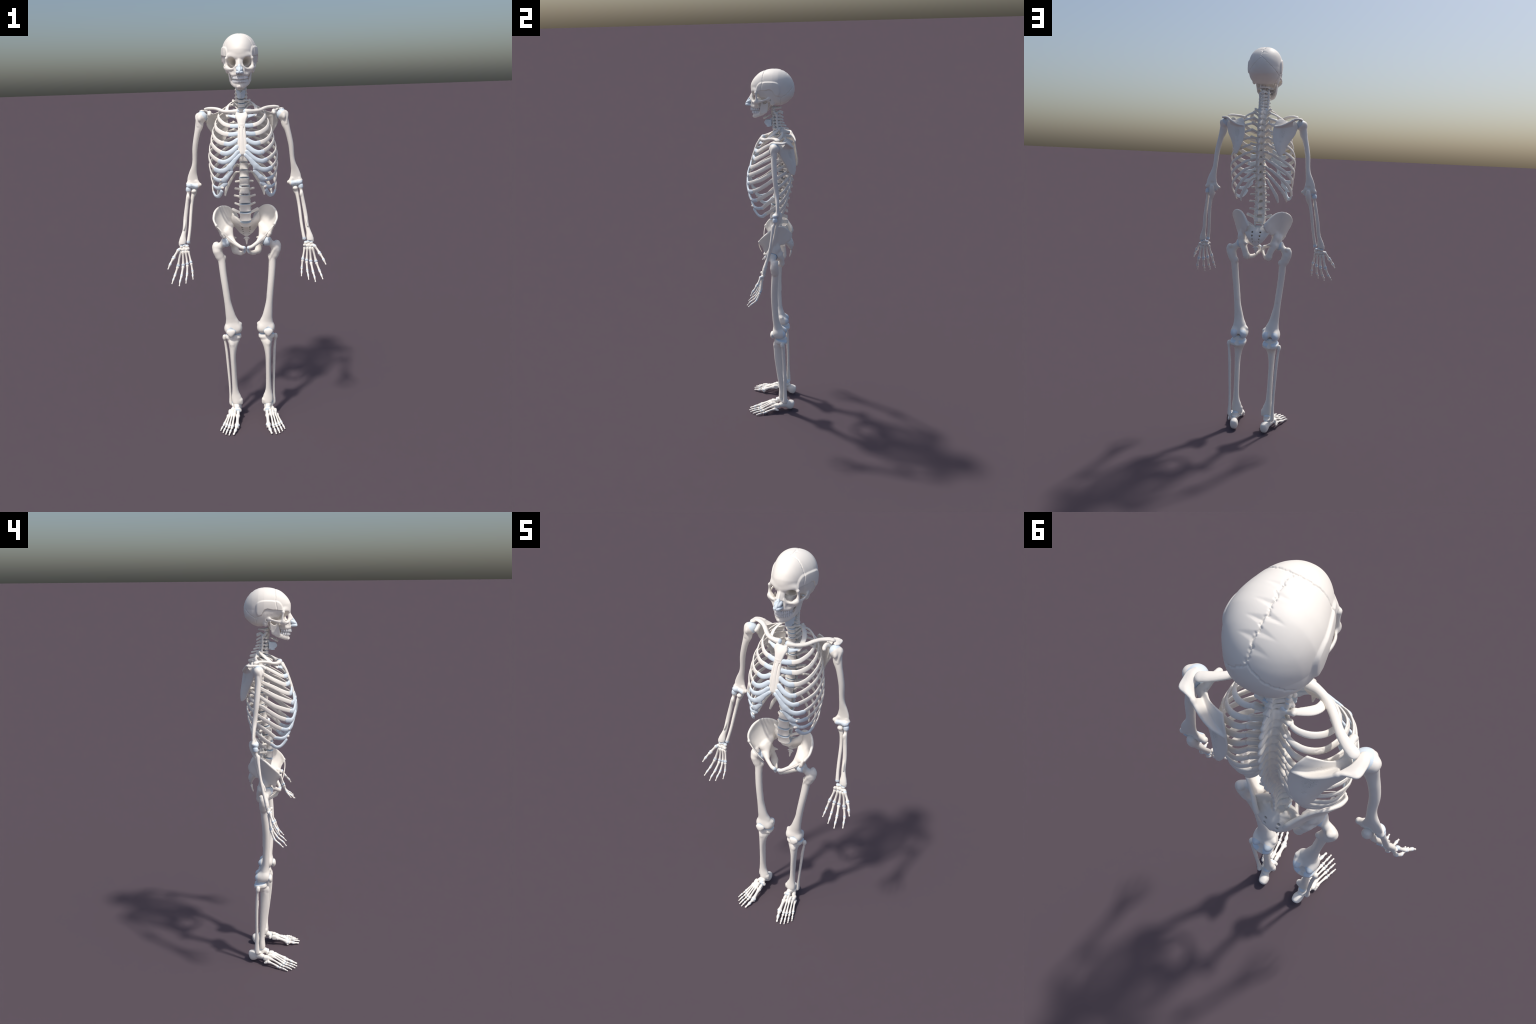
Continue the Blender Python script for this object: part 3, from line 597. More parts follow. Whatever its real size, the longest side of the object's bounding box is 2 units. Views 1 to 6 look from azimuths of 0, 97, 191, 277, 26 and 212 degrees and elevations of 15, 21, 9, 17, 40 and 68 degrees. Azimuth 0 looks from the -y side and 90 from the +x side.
s.rod([(.0610,.0610,.9550,.0150,.0165),(.0705,.0600,.9830,.0150,.0165),(.0830,.0480,1.0080,.0200,.0190)],.008,flat=(1,.2,0))
s.rod([(.0730,.0600,1.0180,.0090),(.0600,.0670,1.0140,.0055),(.0520,.0700,1.0135,.0030)],.008)
s.rod([(.0860,.0440,1.0500,.0150),(.0800,.0500,1.0300,.0140),(.0780,.0540,1.0100,.0130)],.010)
s.ell((.0600,.0020,.9720),(.0150,.0260,.0140),.006,cut=True,rot=ellipsoid_rot((0,0,1),.65))
s.ell((.1030,.0130,1.0075),.0285,.003,cut=True)
s.ell((.1300,.0020,.9960),(.0220,.0260,.0260),.006,cut=True)
s.rod([(.1430,-.0520,1.1060,.0016,.0030),(.1130,-.0580,1.0700,.0013,.0032),(.0880,-.0545,1.0430,.0012,.0032),(.0630,-.0500,1.0200,.0010,.0024)],.002,flat=(-.3,1,.3),n=10) if False else None
bone('hip_bone',s,parts=[(CT,CART,lambda P,N:((np.linalg.norm(P-V(.103,.013,1.0075),axis=1)<.0297))|((P[:,0]<.0150)&(P[:,2]<.996)&(P[:,2]>.955)&(P[:,1]<-.0300)&((N[:,0]<-.3)|(P[:,0]<.0135))))],nest=True)
s=Solid(.0011)
s.rod([(.1430,-.0530,1.1060,.0034,.0016),(.1190,-.0570,1.0800,.0032,.0014),(.0910,-.0550,1.0490,.0030,.0013),(.0645,-.0495,1.0215,.0018,.0011)],.002,flat=(-.5,-.7,.5),n=10)
bone('inguinal_ligament',s)

# ================================================================== RIB CAGE
cage=group('rib_cage')
def R_(*p): return [V(*q) for q in p]
ribs={
 1:R_((.0190,.0420,1.6770),(.0350,.0530,1.6905),(.0470,.0450,1.6890),(.0610,.0290,1.6780),(.0690,.0100,1.6630),(.0690,-.0110,1.6460),(.0640,-.0275,1.6320)),
 2:R_((.0180,.0480,1.6570),(.0370,.0690,1.6760),(.0560,.0760,1.6740),(.0820,.0670,1.6620),(.1030,.0450,1.6470),(.1120,.0150,1.6310),(.1070,-.0150,1.6150),(.0860,-.0430,1.5960),(.0660,-.0560,1.5880),(.0500,-.0605,1.5850)),
 3:R_((.0180,.0550,1.6330),(.0380,.0830,1.6490),(.0600,.0930,1.6470),(.0880,.0880,1.6370),(.1130,.0650,1.6210),(.1265,.0250,1.6020),(.1275,-.0050,1.5860),(.1170,-.0380,1.5680),(.0880,-.0640,1.5520),(.0590,-.0725,1.5467)),
 4:R_((.0185,.0600,1.6060),(.0405,.0900,1.6230),(.0640,.1020,1.6190),(.0960,.0970,1.6060),(.1230,.0740,1.5890),(.1395,.0320,1.5670),(.1405,-.0180,1.5460),(.1250,-.0580,1.5240),(.1020,-.0830,1.5110),(.0790,-.0920,1.5058)),
 5:R_((.0190,.0640,1.5770),(.0420,.0950,1.5900),(.0660,.1080,1.5850),(.1000,.1040,1.5720),(.1290,.0810,1.5560),(.1475,.0380,1.5370),(.1500,-.0010,1.5180),(.1450,-.0350,1.5000),(.1240,-.0760,1.4800),(.0950,-.1055,1.4645)),
 6:R_((.0195,.0670,1.5480),(.0430,.0965,1.5560),(.0680,.1120,1.5490),(.1010,.1090,1.5360),(.1330,.0830,1.5200),(.1540,.0440,1.5000),(.1600,.0050,1.4770),(.1560,-.0300,1.4560),(.1360,-.0700,1.4390),(.1090,-.1020,1.4258)),
 7:R_((.0200,.0680,1.5180),(.0430,.0970,1.5220),(.0690,.1150,1.5110),(.1000,.1110,1.4980),(.1320,.0900,1.4840),(.1560,.0550,1.4640),(.1650,.0240,1.4490),(.1640,-.0090,1.4270),(.1510,-.0490,1.4010),(.1315,-.0850,1.3850)),
 8:R_((.0205,.0680,1.4880),(.0415,.0990,1.4830),(.0700,.1170,1.4740),(.1020,.1100,1.4560),(.1320,.0920,1.4380),(.1560,.0620,1.4170),(.1660,.0310,1.3980),(.1640,.0050,1.3820),(.1550,-.0290,1.3590),(.1380,-.0620,1.3400)),
 9:R_((.0210,.0660,1.4570),(.0400,.1000,1.4450),(.0660,.1170,1.4360),(.0960,.1110,1.4150),(.1250,.0950,1.3970),(.1480,.0720,1.3740),(.1590,.0370,1.3530),(.1580,.0050,1.3300),(.1480,-.0285,1.3000)),
 10:R_((.0210,.0600,1.4240),(.0380,.0960,1.4090),(.0660,.1120,1.3970),(.0940,.1070,1.3750),(.1210,.0910,1.3510),(.1430,.0670,1.3250),(.1540,.0380,1.3020),(.1550,.0130,1.2830),(.1520,-.0110,1.2680)),
 11:R_((.0220,.0550,1.3880),(.0340,.0810,1.3870),(.0540,.0990,1.3690),(.0750,.1020,1.3490),(.1010,.0930,1.3190),(.1230,.0720,1.2870),(.1330,.0450,1.2590),(.1335,.0180,1.2405)),
 12:R_((.0220,.0480,1.3540),(.0400,.0770,1.3480),(.0570,.0880,1.3240),(.0770,.0870,1.2930),(.0920,.0780,1.2640),(.0980,.0665,1.2370))}
def rib_normals(P):
    n=np.array([[p[0]*1.0,(p[1]-.02)*1.25,(p[2]-1.44)*.35] for p in P]); return n/np.linalg.norm(n,axis=1,keepdims=True)
for i,P in ribs.items():
    s=Solid(.0015); m=len(P)
    W=[];
    for j,p in enumerate(P):
        t=j/(m-1)
        if i==1: w,tt=.0050+.0050*sstep(.1,.5,t),.0030+.0005*t
        else:
            w=.0052+.0030*sstep(.06,.35,t)+.0024*sstep(.40,.8,t); tt=.0046-.0010*sstep(.1,.4,t)
            if i>=11: w*=.92; tt*=.95; w=w*(1-.45*sstep(.8,1,t))
            if i==2: w*=.92
        W.append((*p,w,tt))
    nr=np.array([[p[0]*6,(p[1]-.01)*5-.1,.9] for p in P]) if i==1 else rib_normals(P)
    s.rod(W,.003,flat=nr,n=7)
    if 3<=i<=8:      # worn, cracked patches on the outer face
        D=catmull(np.c_[np.array(P),nr,np.array([w_[3:] for w_ in W])],12); rg=np.random.default_rng(100+i)
        for a0 in (.40,.52,.63):
            k0=int((a0+rg.uniform(-.03,.03))*(len(D)-1)); k1=min(len(D)-1,k0+rg.integers(5,10)); u0=rg.uniform(-.6,.2)
            tr=[]
            for kk in np.linspace(k0,k1,4).astype(int):
                d_=D[kk]; tg=unit(D[min(kk+1,len(D)-1),:3]-D[kk-1,:3]); nn=unit(d_[3:6]-tg*(d_[3:6]@tg)); bb=np.cross(nn,tg)
                u=u0+rg.uniform(-.25,.25); tr.append((*(d_[:3]+nn*d_[7]*math.sqrt(max(0,1-u*u))*1.05+bb*d_[6]*u),.0011))
            s.rod(tr,.0015,cut=True,n=3)
    s.ell(P[0]+V(-.001,0,0),.0062 if i<11 else .0055,.004)
    if i<11: s.ell(P[1]+V(.001,-.002,.001),.0058,.005)
    bone('rib',s,cage,[(CT,CART,lambda Q,N,P=P:np.linalg.norm(Q-P[0]+V(.002,0,0),axis=1)<.0052)])
def cart(P,w0=.0088,w1=.0088,t=.0052,extra=()):
    w0*=1.2;w1*=1.2
    s=Solid(.0016); m=len(P); P=[V(*p) for p in P]
    s.rod([(*p,w0+(w1-w0)*j/(m-1),t) for j,p in enumerate(P)],.003,flat=rib_normals(P),n=7)
    for e in extra:
        E_=[V(*p[:3]) for p in e]; s.rod([(*p[:3],p[3],.0045) for p in e],.006,flat=rib_normals(E_),n=6)
    bone('costal_cartilage',s,cage,mat=CART)
cart([(.0640,-.0290,1.6310),(.0480,-.0390,1.6290),(.0270,-.0480,1.6260)],.0040,.0085,.0035)
cart([(.0490,-.0608,1.5848),(.0350,-.0680,1.5840),(.0190,-.0740,1.5850)])
cart([(.0580,-.0728,1.5465),(.0420,-.0800,1.5470),(.0230,-.0850,1.5500)])
cart([(.0780,-.0923,1.5055),(.0620,-.0970,1.5040),(.0430,-.0990,1.5100),(.0235,-.0985,1.5215)],.0092,.0085)
cart([(.0940,-.1060,1.4640),(.0760,-.1110,1.4620),(.0520,-.1130,1.4710),(.0245,-.1085,1.4920)],.0095,.0088)
cart([(.1080,-.1025,1.4255),(.0920,-.1100,1.4220),(.0680,-.1150,1.4290),(.0450,-.1170,1.4450),(.0215,-.1160,1.4690)],.0095,.0075)
cart([(.1305,-.0858,1.3845),(.1120,-.1000,1.3800),(.0900,-.1090,1.3830),(.0690,-.1150,1.3950),(.0480,-.1180,1.4160),(.0300,-.1190,1.4370),(.0140,-.1185,1.4530)],.0105,.0070,extra=[[(.0480,-.1175,1.4160,.010),(.0400,-.1175,1.4340,.006)],[(.0620,-.1160,1.4000,.010),(.0560,-.1150,1.3880,.010)]])
cart([(.1370,-.0630,1.3395),(.1210,-.0790,1.3340),(.1000,-.0930,1.3350),(.0830,-.1020,1.3450),(.0700,-.1080,1.3600),(.0560,-.1130,1.3780)],.0090,.0085,extra=[[(.0830,-.1020,1.3450,.009),(.0860,-.0960,1.3300,.008)]])
cart([(.1470,-.0295,1.2995),(.1320,-.0560,1.2930),(.1130,-.0760,1.2960),(.0980,-.0870,1.3080),(.0860,-.0930,1.3190)],.0076,.0090)
cart([(.1515,-.0120,1.2675),(.1420,-.0300,1.2520),(.1280,-.0480,1.2500),(.1160,-.0640,1.2610),(.1070,-.0780,1.2790)],.0074,.0080)
for c,r in [((.1085,-.0935,1.3355),(.0055,.0035,.0045)),((.1030,-.0880,1.2985),(.0095,.0045,.0065))]:
    s=Solid(.0012); s.ell(c,r,.002,rot=ellipsoid_rot((0,0,1),.6)); bone('costal_ossicle',s,cage)
# sternum: manubrium, body with lateral ridges, xiphoid
s=Solid(.0014)
s.sheet([[(-.0200,-.0500,1.6400,.0062),(0,-.0500,1.6355,.0070),(.0200,-.0500,1.6400,.0062)],
         [(-.0235,-.0560,1.6280,.0062),(0,-.0580,1.6260,.0066),(.0235,-.0560,1.6280,.0062)],
         [(-.0165,-.0650,1.6120,.0055),(0,-.0680,1.6120,.0055),(.0165,-.0650,1.6120,.0055)],
         [(-.0110,-.0745,1.5900,.0058),(0,-.0765,1.5900,.0062),(.0110,-.0745,1.5900,.0058)]],.003)
s.sheet([[(-.0110,-.0750,1.5880,.0055),(0,-.0770,1.5880,.0060),(.0110,-.0750,1.5880,.0055)],
         [(-.0130,-.0860,1.5600,.0058),(0,-.0885,1.5600,.0052),(.0130,-.0860,1.5600,.0058)],
         [(-.0160,-.0970,1.5250,.0058),(0,-.1000,1.5250,.0050),(.0160,-.0970,1.5250,.0058)],
         [(-.0165,-.1060,1.4900,.0058),(0,-.1085,1.4900,.0050),(.0165,-.1060,1.4900,.0058)],
         [(-.0140,-.1115,1.4670,.0050),(0,-.1135,1.4670,.0050),(.0140,-.1115,1.4670,.0050)],
         [(-.0100,-.1130,1.4590,.0044),(0,-.1145,1.4580,.0044),(.0100,-.1130,1.4590,.0044)]],.003)
for sg in (1,-1):
    s.rod([(sg*.0095,-.0835,1.578,.0022),(sg*.0075,-.0925,1.558,.0016),(sg*.0080,-.1075,1.515,.0014),(sg*.0115,-.1185,1.468,.0020)],.002,cut=True)
s.rod([(0,-.1130,1.4590,.0075,.0030),(0,-.1120,1.4500,.0060,.0028),(0,-.1085,1.4340,.0026,.0022)],.002,flat=(0,1,0))
bone('sternum',s,cage,both=False)
# ================================================================== NECK: hyoid and larynx
s=Solid(.001)
for sg in (1,-1):
    s.rod([(0,-.0270,1.7510,.0050,.0030),(sg*.0110,-.0230,1.7525,.0048,.0030),(sg*.0170,-.0120,1.7575,.0036,.0022),(sg*.0200,.0080,1.7670,.0024,.0020)],.002,flat=(0,1,.2))
    s.rod([(sg*.0130,-.0210,1.7550,.0025),(sg*.0140,-.0190,1.7610,.0018)],.002)
bone('hyoid_bone',s,both=False)
s=Solid(.001)
for sg in (1,-1):
    s.sheet([[(sg*.0010,-.0225,1.7330,.0014),(sg*.0095,-.0140,1.7420,.0014),(sg*.0165,.0010,1.7430,.0014),(sg*.0205,.0130,1.7430,.0014)],
             [(sg*.0005,-.0225,1.7260,.0014),(sg*.0085,-.0130,1.7290,.0014),(sg*.0150,.0010,1.7300,.0014),(sg*.0190,.0130,1.7300,.0014)],
             [(sg*.0005,-.0150,1.7160,.0014),(sg*.0080,-.0090,1.7150,.0014),(sg*.0130,.0010,1.7150,.0014),(sg*.0160,.0130,1.7160,.0014)]],.002)
    s.rod([(sg*.0205,.0130,1.7420,.0020),(sg*.0205,.0138,1.7530,.0015)],.002)
    s.rod([(sg*.0165,.0125,1.7170,.0018),(sg*.0155,.0125,1.7110,.0015)],.002)
s.rod([(0,-.0100,1.7110,.0040,.0018),(.0110,-.0040,1.7110,.0042,.0018),(.0120,.0070,1.7130,.0050,.0018),(0,.0130,1.7150,.0060,.0018)],.002,flat=[(0,-1,0),(.8,-.6,0),(.8,.6,0),(0,1,0)],n=8)
s.rod([(0,-.0100,1.7110,.0040,.0018),(-.0110,-.0040,1.7110,.0042,.0018),(-.0120,.0070,1.7130,.0050,.0018),(0,.0130,1.7150,.0060,.0018)],.002,flat=[(0,-1,0),(-.8,-.6,0),(-.8,.6,0),(0,1,0)],n=8)
bone('larynx_cartilage',s,both=False,mat=CART)

# ================================================================== SKULL
skull=group('skull')
# median outline of the braincase (y,z), clockwise from the brow over the crown to the base
prof=np.array([(-.0850,1.8850),(-.0885,1.8960),(-.0897,1.9085),(-.0880,1.9270),(-.0770,1.9480),(-.0600,1.9670),(-.0400,1.9830),(-.0140,1.9930),(.0050,1.9980),(.0265,2.0000),(.0450,1.9995),(.0650,1.9960),(.0880,1.9855),(.1100,1.9675),(.1240,1.9480),
   (.1335,1.9270),(.1375,1.9080),(.1370,1.8870),(.1300,1.8620),(.1130,1.8440),(.0900,1.8270),(.0670,1.8195),(.0380,1.8220),(.0050,1.8350),(-.0250,1.8480),(-.0550,1.8600),(-.0740,1.8730)])
C0=(.028,1.905)
ang=np.unwrap(np.arctan2(prof[:,1]-C0[1],prof[:,0]-C0[0])); rad=np.hypot(prof[:,0]-C0[0],prof[:,1]-C0[1])
o_=np.argsort(ang%(2*np.pi)); A_=(ang%(2*np.pi))[o_]; R__=rad[o_]
A3=np.r_[A_-2*np.pi,A_,A_+2*np.pi]; R3=np.r_[R__,R__,R__]
tt=np.linspace(0,2*np.pi,721); rr=np.interp(tt,A3,R3); ker=np.hanning(15); ker/=ker.sum()
rr=np.convolve(np.r_[rr[-8:-1],rr,rr[1:8]],ker,'valid')
yW=np.array([-.10,-.06,-.03,0,.03,.06,.09,.12,.15]); wW=np.array([.0640,.0680,.0715,.0765,.0825,.0855,.0840,.0800,.0760])
zW=np.array([1.80,1.825,1.85,1.88,1.91,1.95,2.01]); kW=np.array([.90,.94,.97,.995,1.0,1.01,1.01])
# jagged noise for the sutures
def jag(t,a,f,ph):
    return a*(np.sin(f*t+ph)+.7*np.sin(2.3*f*t+1.7*ph+1.3)+.5*np.sign(np.sin(4.1*f*t+ph))*.8)
cz=np.array([1.88,1.899,1.922,1.943,1.970,1.985,2.005]); cyy=np.array([-.033,-.0296,-.0252,-.0219,-.0208,-.0160,-.0105])
coronal=lambda x,z: np.interp(z,cz,cyy)+jag(np.abs(x),.0006,420,.4)
lambdoid=lambda x,y: np.interp(np.abs(x)+.5*(.137-y),[.0045,.0335,.0655,.0900,.1040,.14],[1.9405,1.9140,1.8910,1.8740,1.8630,1.8500])+jag(np.abs(x)+.5*(.137-y),.0010,330,1.1)
sagit=lambda y: jag(y,.0016,260,.2)+.0022*np.sin(60*y+1)
squam=lambda y: np.interp(y,[-.07,-.030,-.0086,.0132,.0280,.0370,.0430,.0737,.09],[1.893,1.898,1.898,1.9035,1.8995,1.8870,1.8750,1.8630,1.861])
gro=lambda d,w:np.exp(-(d/w)**2)
pinch=[(.018,1,.9),(.035,-1,.8),(.052,1,1.1),(.070,-1,1.3),(.078,1,1.2),(.092,-1,.9),(.100,1,1.0),(.112,-1,.7)]
def vault(X,Y,Z):
    y=Y-C0[0]; z=Z-C0[1]
    rho=np.sqrt(y*y+z*z); th=np.arctan2(z,y)%(2*np.pi)
    r=np.interp(th,tt,rr).astype(F32)
    W=(np.interp(Y,yW,wW)*np.interp(Z,zW,kW)).astype(F32)
    p=np.interp(Z,[1.84,1.90],[3.0,2.25]).astype(F32)
    F=((np.abs(X)/W)**p+(rho/r)**p)**(1/p)
    sc=(r*rho+W*np.abs(X))/(rho+np.abs(X)+1e-6)
    d=(F-1)*sc*.97
    # raised field of the temporal muscle
    ys=Y+0*Z; zs=Z+0*Y
    e1=(np.abs((ys-.014)/.060)**3.0+np.abs((zs-1.902)/.0425)**3.0)**(1/3.)
    e2=np.sqrt(((ys+.020)/.040)**2+((zs-1.897)/.046)**2)
    back=sstep(1.0,.84,e1)*(ys>coronal(.07,zs)); front=sstep(1.0,.82,e2)*(ys<=coronal(.07,zs))
    up=sstep(-.001,.0012,zs-squam(ys))
    mask=((back*.0046+front*.0042)*up).astype(F32)
    side=sstep(.040,.055,np.abs(X))
    d=d-mask*side
    # sutures: fine grooves
    gc=gro(Y-coronal(X,Z),.0015)*(Z>1.897)
    gl=gro((Z-lambdoid(X,Y))*.8,.0015)*(Y>.06)
    gs=gro(X-sagit(Y),.0016)*(Y>-.012)*(Z>1.9405)
    gq=gro(Z-squam(Y),.0015)*(np.abs(X)>.055)*(Y<.076)*(Y>-.032)
    gm=gro(Y-.0735+(1.863-Z)*.15,.0011)*(Z<1.864)*(Z>1.832)*(np.abs(X)>.045)
    g=np.maximum(np.maximum(np.maximum(gc,gl),gs),np.maximum(gq,gm))
    d=d+.0026*g.astype(F32)
    # star shaped puckers beside the sagittal suture
    for yy,sg,a in pinch:
        u=(X-sagit(np.array(yy)))*sg; v=Y-yy
        d=d+(a*.0015*sstep(.034,.002,u)*(u>-.001)*np.maximum(0,1-np.abs(v)/(.0008+.0065*np.clip(1-u/.034,0,1)))*(Z>1.93)).astype(F32)
    return d
s=Solid(.0014)
s.func(vault,(-.093,-.092,1.815),(.093,.140,2.003),.002)
both=lambda f:[f(1),f(-1)]
# orbit roofs, brow, face
for g_ in (1,-1):
    M=lambda *p:(g_*p[0],*p[1:])
    s.ell(M(.0750,-.0360,1.8630),(.0170,.0280,.0290),.010,cut=True)                                             # temporal fossa
    s.rod([M(.0050,-.0745,1.8880,.0070),M(.0200,-.0715,1.8940,.0080),M(.0360,-.0655,1.8980,.0080),M(.0490,-.0590,1.8970,.0072),M(.0580,-.0575,1.8870,.0048)],.014)
    s.rod([M(.0600,-.0590,1.8860,.0055),M(.0605,-.0550,1.8700,.0050),M(.0595,-.0550,1.8560,.0070),M(.0570,-.0570,1.8450,.0095)],.006)
    s.ell(M(.0550,-.0545,1.8405),(.0115,.0110,.0110),.008)
    s.rod([M(.0570,-.0590,1.8440,.0064),M(.0470,-.0660,1.8400,.0060),M(.0340,-.0720,1.8390,.0062),M(.0220,-.0785,1.8440,.0065),M(.0165,-.0815,1.8540,.0055)],.008)
    s.rod([M(.0600,-.0490,1.8420,.0075,.0040),M(.0685,-.0350,1.8450,.0062,.0034),M(.0720,-.0180,1.8490,.0050,.0030),M(.0720,-.0020,1.8540,.0050,.0032),M(.0690,.0120,1.8590,.0065,.0050)],.006,flat=(1,0,0))
    s.rod([M(.0500,-.0560,1.8350,.0092),M(.0410,-.0590,1.8250,.0090),M(.0320,-.0620,1.8170,.0080)],.010)
    s.sheet([[M(0,-.0830,1.8830,.0032),M(.0070,-.0810,1.8830,.0034),M(.0130,-.0770,1.8820,.0040)],[M(0,-.0920,1.8680,.0030),M(.0065,-.0880,1.8670,.0032),M(.0145,-.0800,1.8660,.0038)],[M(0,-.1015,1.8540,.0026),M(.0075,-.0945,1.8520,.0028),M(.0165,-.0830,1.8500,.0042)]],.004)
    s.rod([M(.0165,-.0830,1.8500,.0050),M(.0180,-.0835,1.8350,.0055),M(.0160,-.0840,1.8200,.0070)],.008)
    s.ell(M(.0590,.0270,1.8370),(.0100,.0140,.0155),.008)                                                        # mastoid
    s.ell(M(.0650,.0150,1.8500),(.0065,.0130,.0080),.008)
    s.rod([M(.0200,-.0150,1.8400,.008),M(.0190,-.0200,1.8150,.005)],.006)                                        # pterygoid
    s.rod([M(.0450,.0130,1.8300,.004),M(.0400,.0050,1.8050,.002)],.004)                                          # styloid
s.ell((0,-.0500,1.8270),(.0390,.0395,.0220),.010)                                                                # maxilla
s.rod([(-.0345,-.0440,1.8140,.0068),(-.0305,-.0640,1.8135,.0070),(-.0190,-.0800,1.8130,.0074),(0,-.0860,1.8130,.0072),(.0190,-.0800,1.8130,.0074),(.0305,-.0640,1.8135,.0070),(.0345,-.0440,1.8140,.0068)],.010)
s.ell((0,-.0180,1.8450),(.0330,.0400,.0180),.006)                                                                # skull base
s.rod([(0,-.0900,1.8190,.0030),(0,-.0860,1.8150,.005)],.005)
for g_ in (1,-1):
    M=lambda *p:(g_*p[0],*p[1:])
    s.rod([M(.0385,-.0920,1.8670,.0222,.0238),M(.0373,-.0720,1.8680,.0206,.0236),M(.0350,-.0580,1.8690,.0188,.0220),M(.0270,-.0350,1.8710,.0135,.0150),M(.0200,-.0150,1.8720,.0070,.0080)],.003,flat=(0,0,1),cut=True)
    s.ell(M(.0062,-.0930,1.8350),(.0055,.0200,.0120),.003,cut=True)
    s.ell(M(.0700,.0180,1.8505),(.006,.0040,.0045),.002,cut=True)
    s.ell(M(.0310,-.0790,1.8320),(.003,.005,.002),.003,cut=True)
    s.ell(M(.0520,-.0220,1.8400),(.0140,.0270,.0220),.005,cut=True)                                               # infratemporal space
s.ell((0,.038,1.8150),(.014,.017,.010),.004,cut=True)                                                            # foramen magnum
v,q=s.mesh()
ax_=np.abs
def is_par(P,N): return (P[:,1]>coronal(P[:,0],P[:,2]))&(P[:,2]>squam(P[:,1]))&(P[:,2]>np.where(P[:,1]>.03,lambdoid(P[:,0],P[:,1]),0))
split_put('maxilla',v,q,skull,[
  ('parietal_bone',BONE,lambda P,N:is_par(P,N)&(P[:,0]>sagit(P[:,1]))),
  ('parietal_bone',BONE,lambda P,N:is_par(P,N)&(P[:,0]<=sagit(P[:,1]))),
  ('frontal_bone',BONE,lambda P,N:(P[:,1]<=coronal(P[:,0],P[:,2])+.0005)&(P[:,2]>1.8830)&((P[:,2]>1.897)|(P[:,1]<-.045))),
  ('occipital_bone',BONE,lambda P,N:(P[:,1]>.030)&((P[:,1]>.0735-(1.863-P[:,2])*.15)|(ax_(P[:,0])<.045))&(P[:,2]<=lambdoid(P[:,0],P[:,1]))),
  ('temporal_bone',BONE,lambda P,N:(P[:,0]>.030)&(P[:,1]>-.018)&(P[:,2]>1.80)),
  ('temporal_bone',BONE,lambda P,N:(P[:,0]<-.030)&(P[:,1]>-.018)&(P[:,2]>1.80)),
  ('zygomatic_bone',BONE,lambda P,N:(P[:,0]>.043)&(P[:,1]<-.018)&(P[:,2]>1.825)&((P[:,1]<-.040)|(P[:,0]>.058))),
  ('zygomatic_bone',BONE,lambda P,N:(P[:,0]<-.043)&(P[:,1]<-.018)&(P[:,2]>1.825)&((P[:,1]<-.040)|(P[:,0]<-.058))),
  ('sphenoid_bone',BONE,lambda P,N:(P[:,1]>-.050)&((P[:,2]>1.838)|(P[:,1]>-.030))),
  ('nasal_bone',BONE,lambda P,N:(ax_(P[:,0])<.0085)&(P[:,2]>1.849)&(P[:,1]<-.078))])
# nose cartilage
s=Solid(.0009)
s.rod([(0,-.0985,1.8555,.0060,.0050),(0,-.1050,1.8450,.0080,.0065),(0,-.1130,1.8340,.0072,.0060),(0,-.1165,1.8270,.0058,.0055)],.003,flat=(0,.7,.7))
for g_ in (1,-1):
    s.ell((g_*.0080,-.0985,1.8395),(.0078,.0165,.0085),.003,rot=ellipsoid_rot((1,0,0),.45))
    s.rod([(g_*.0125,-.0905,1.8225,.0050),(g_*.0115,-.1010,1.8235,.0062),(g_*.0085,-.1120,1.8230,.0060),(g_*.0045,-.1170,1.8230,.0050)],.0015)
    s.rod([(g_*.0050,-.0910,1.8300,.0040),(g_*.0050,-.1060,1.8270,.003)],.002,cut=True) if False else None
s.rod([(0,-.0900,1.8180,.0022),(0,-.1080,1.8190,.0025),(0,-.1160,1.8220,.003)],.002)
s.rod([(0,-.1000,1.8565,.0010),(0,-.1190,1.8380,.0009),(0,-.1245,1.8260,.0010)],.002,cut=True)
bone('nasal_cartilage',s,skull,both=False,mat=CART)
# mandible
s=Solid(.0013)
for g_ in (1,-1):
    M=lambda *p:(g_*p[0],*p[1:])
    s.rod([M(0,-.0735,1.7695,.0140,.0075),M(.0130,-.0705,1.7690,.0140,.0070),M(.0240,-.0610,1.7715,.0130,.0066),M(.0330,-.0450,1.7765,.0118,.0062),M(.0400,-.0300,1.7820,.0110,.0056),M(.0445,-.0150,1.7900,.0100,.0045)],.004,flat=[(0,-1,0),(.3*g_,-1,0),(.7*g_,-.7,0),(.85*g_,-.5,0),(.95*g_,-.3,0),(g_,-.2,0)],n=7)
    s.sheet([[M(.0530,.0040,1.8360,.0035),M(.0515,-.0100,1.8270,.0026),M(.0500,-.0220,1.8270,.0026),M(.0490,-.0300,1.8400,.0026)],
             [M(.0520,.0020,1.8200,.0032),M(.0505,-.0110,1.8180,.0024),M(.0490,-.0230,1.8160,.0026),M(.0470,-.0350,1.8150,.0032)],
             [M(.0495,-.0010,1.8050,.0034),M(.0480,-.0120,1.8030,.0028),M(.0465,-.0230,1.8000,.0030),M(.0440,-.0370,1.7980,.0044)],
             [M(.0470,-.0060,1.7900,.0040),M(.0455,-.0140,1.7880,.0040),M(.0435,-.0240,1.7850,.0044),M(.0400,-.0380,1.7840,.0056)]],.004)
    s.rod([M(.0620,.0050,1.8430,.0042),M(.0550,.0060,1.8430,.0050),M(.0490,.0065,1.8425,.0042)],.004)
    s.rod([M(.0490,-.0300,1.8390,.0032),M(.0495,-.0290,1.8460,.0018)],.003)
    s.rod([M(.0090,-.0770,1.7600,.0050),M(.0000,-.0785,1.7620,.0060)],.005)
bone('mandible',s,skull,[(CT,CART,lambda P,N:(P[:,2]>1.8440)&(P[:,1]>-.005))],both=False)
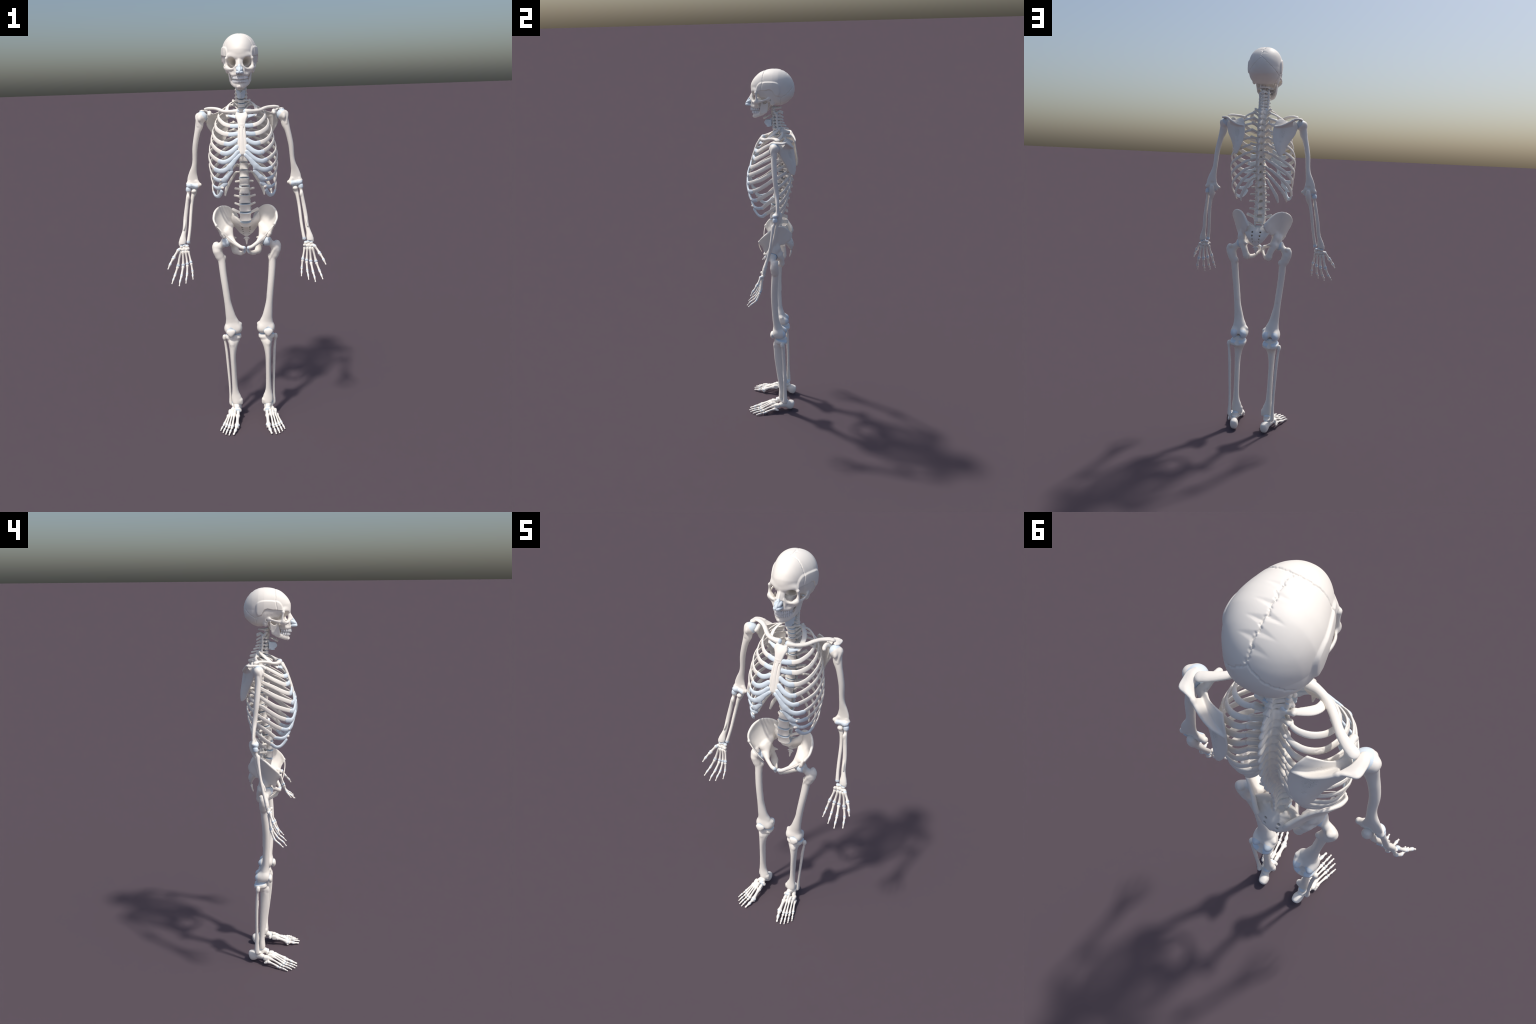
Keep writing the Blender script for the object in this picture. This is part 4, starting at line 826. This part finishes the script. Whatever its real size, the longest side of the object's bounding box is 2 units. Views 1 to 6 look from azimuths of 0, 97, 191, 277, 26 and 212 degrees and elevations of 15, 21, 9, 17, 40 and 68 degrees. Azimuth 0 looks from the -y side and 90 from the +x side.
# teeth: crowns stand on a parabolic arch
def arch(t,w,y0,dep): # t -1..1
    return V(w*np.sin(t*np.pi/2*.92)/np.sin(np.pi/2*.92), y0+dep*(1-np.cos(t*np.pi/2*.92))/(1-np.cos(np.pi/2*.92)),0)
wid=[.0046,.0036,.0042,.0040,.0040,.0056,.0054,.0046]   # half widths, incisor to molar
tot=sum(wid)*2; 
def tooth_row(upper):
    acc=0
    for i,w in enumerate(wid):
        sc=1.0 if upper else .93
        t=(acc+w)/tot*2/1.0*.5; acc+=2*w; t=t*1.0
        t=min(t,1)
        p=arch(t,.0345 if upper else .0325,-.0920 if upper else -.0855,.0470 if upper else .0430)
        q2=arch(min(t+.02,1.02),.0345 if upper else .0325,-.0920 if upper else -.0855,.0470 if upper else .0430)
        tan=unit(q2-p); nor=unit(np.cross(tan,(0,0,1)))
        front=1-i/7
        ztip=(1.7915+.0045*(1-front)) if upper else (1.7925+.0015*(1-front))
        zroot=1.8085 if upper else 1.7775
        wz=w*sc*.92; th=.0036 if i<3 else .0050
        s=Solid(.0010); r_=np.stack([tan,nor,V(0,0,1)],1)
        zc=(ztip+zroot)/2; hz=abs(zroot-ztip)/2
        lean=V(0,-1,0)*(.0015 if (upper and i<3) else 0)
        top=V(p[0],p[1],zroot); tipp=V(p[0],p[1],ztip)+lean
        def crown(X,Y,Z,top=top,tipp=tipp,tan=tan,nor=nor,wz=wz,th=th,i=i):
            d=tipp-top; L=np.linalg.norm(d); t=np.clip((Z-top[2])/d[2],-.2,1.2)
            cx=top[0]+d[0]*t; cyv=top[1]+d[1]*t
            a=(X-cx)*tan[0]+(Y-cyv)*tan[1]; b=(X-cx)*nor[0]+(Y-cyv)*nor[1]
            taper=.62+.38*np.clip(t*1.4,0,1); tb=th*(1-(.45 if i<3 else .12)*np.clip(t,0,1)**2)
            zz=(t-.5)*2
            q=(np.abs(a/(wz*taper))**3+np.abs(b/tb)**2.5+np.abs(zz)**6)**(1/3.)
            return (q-1)*.0028
        lo_=np.minimum(top,tipp)-.008; hi_=np.maximum(top,tipp)+.008
        s.func(crown,lo_,hi_,.001); bone('tooth',s,skull,mat=TOOTH)
tooth_row(True); tooth_row(False)
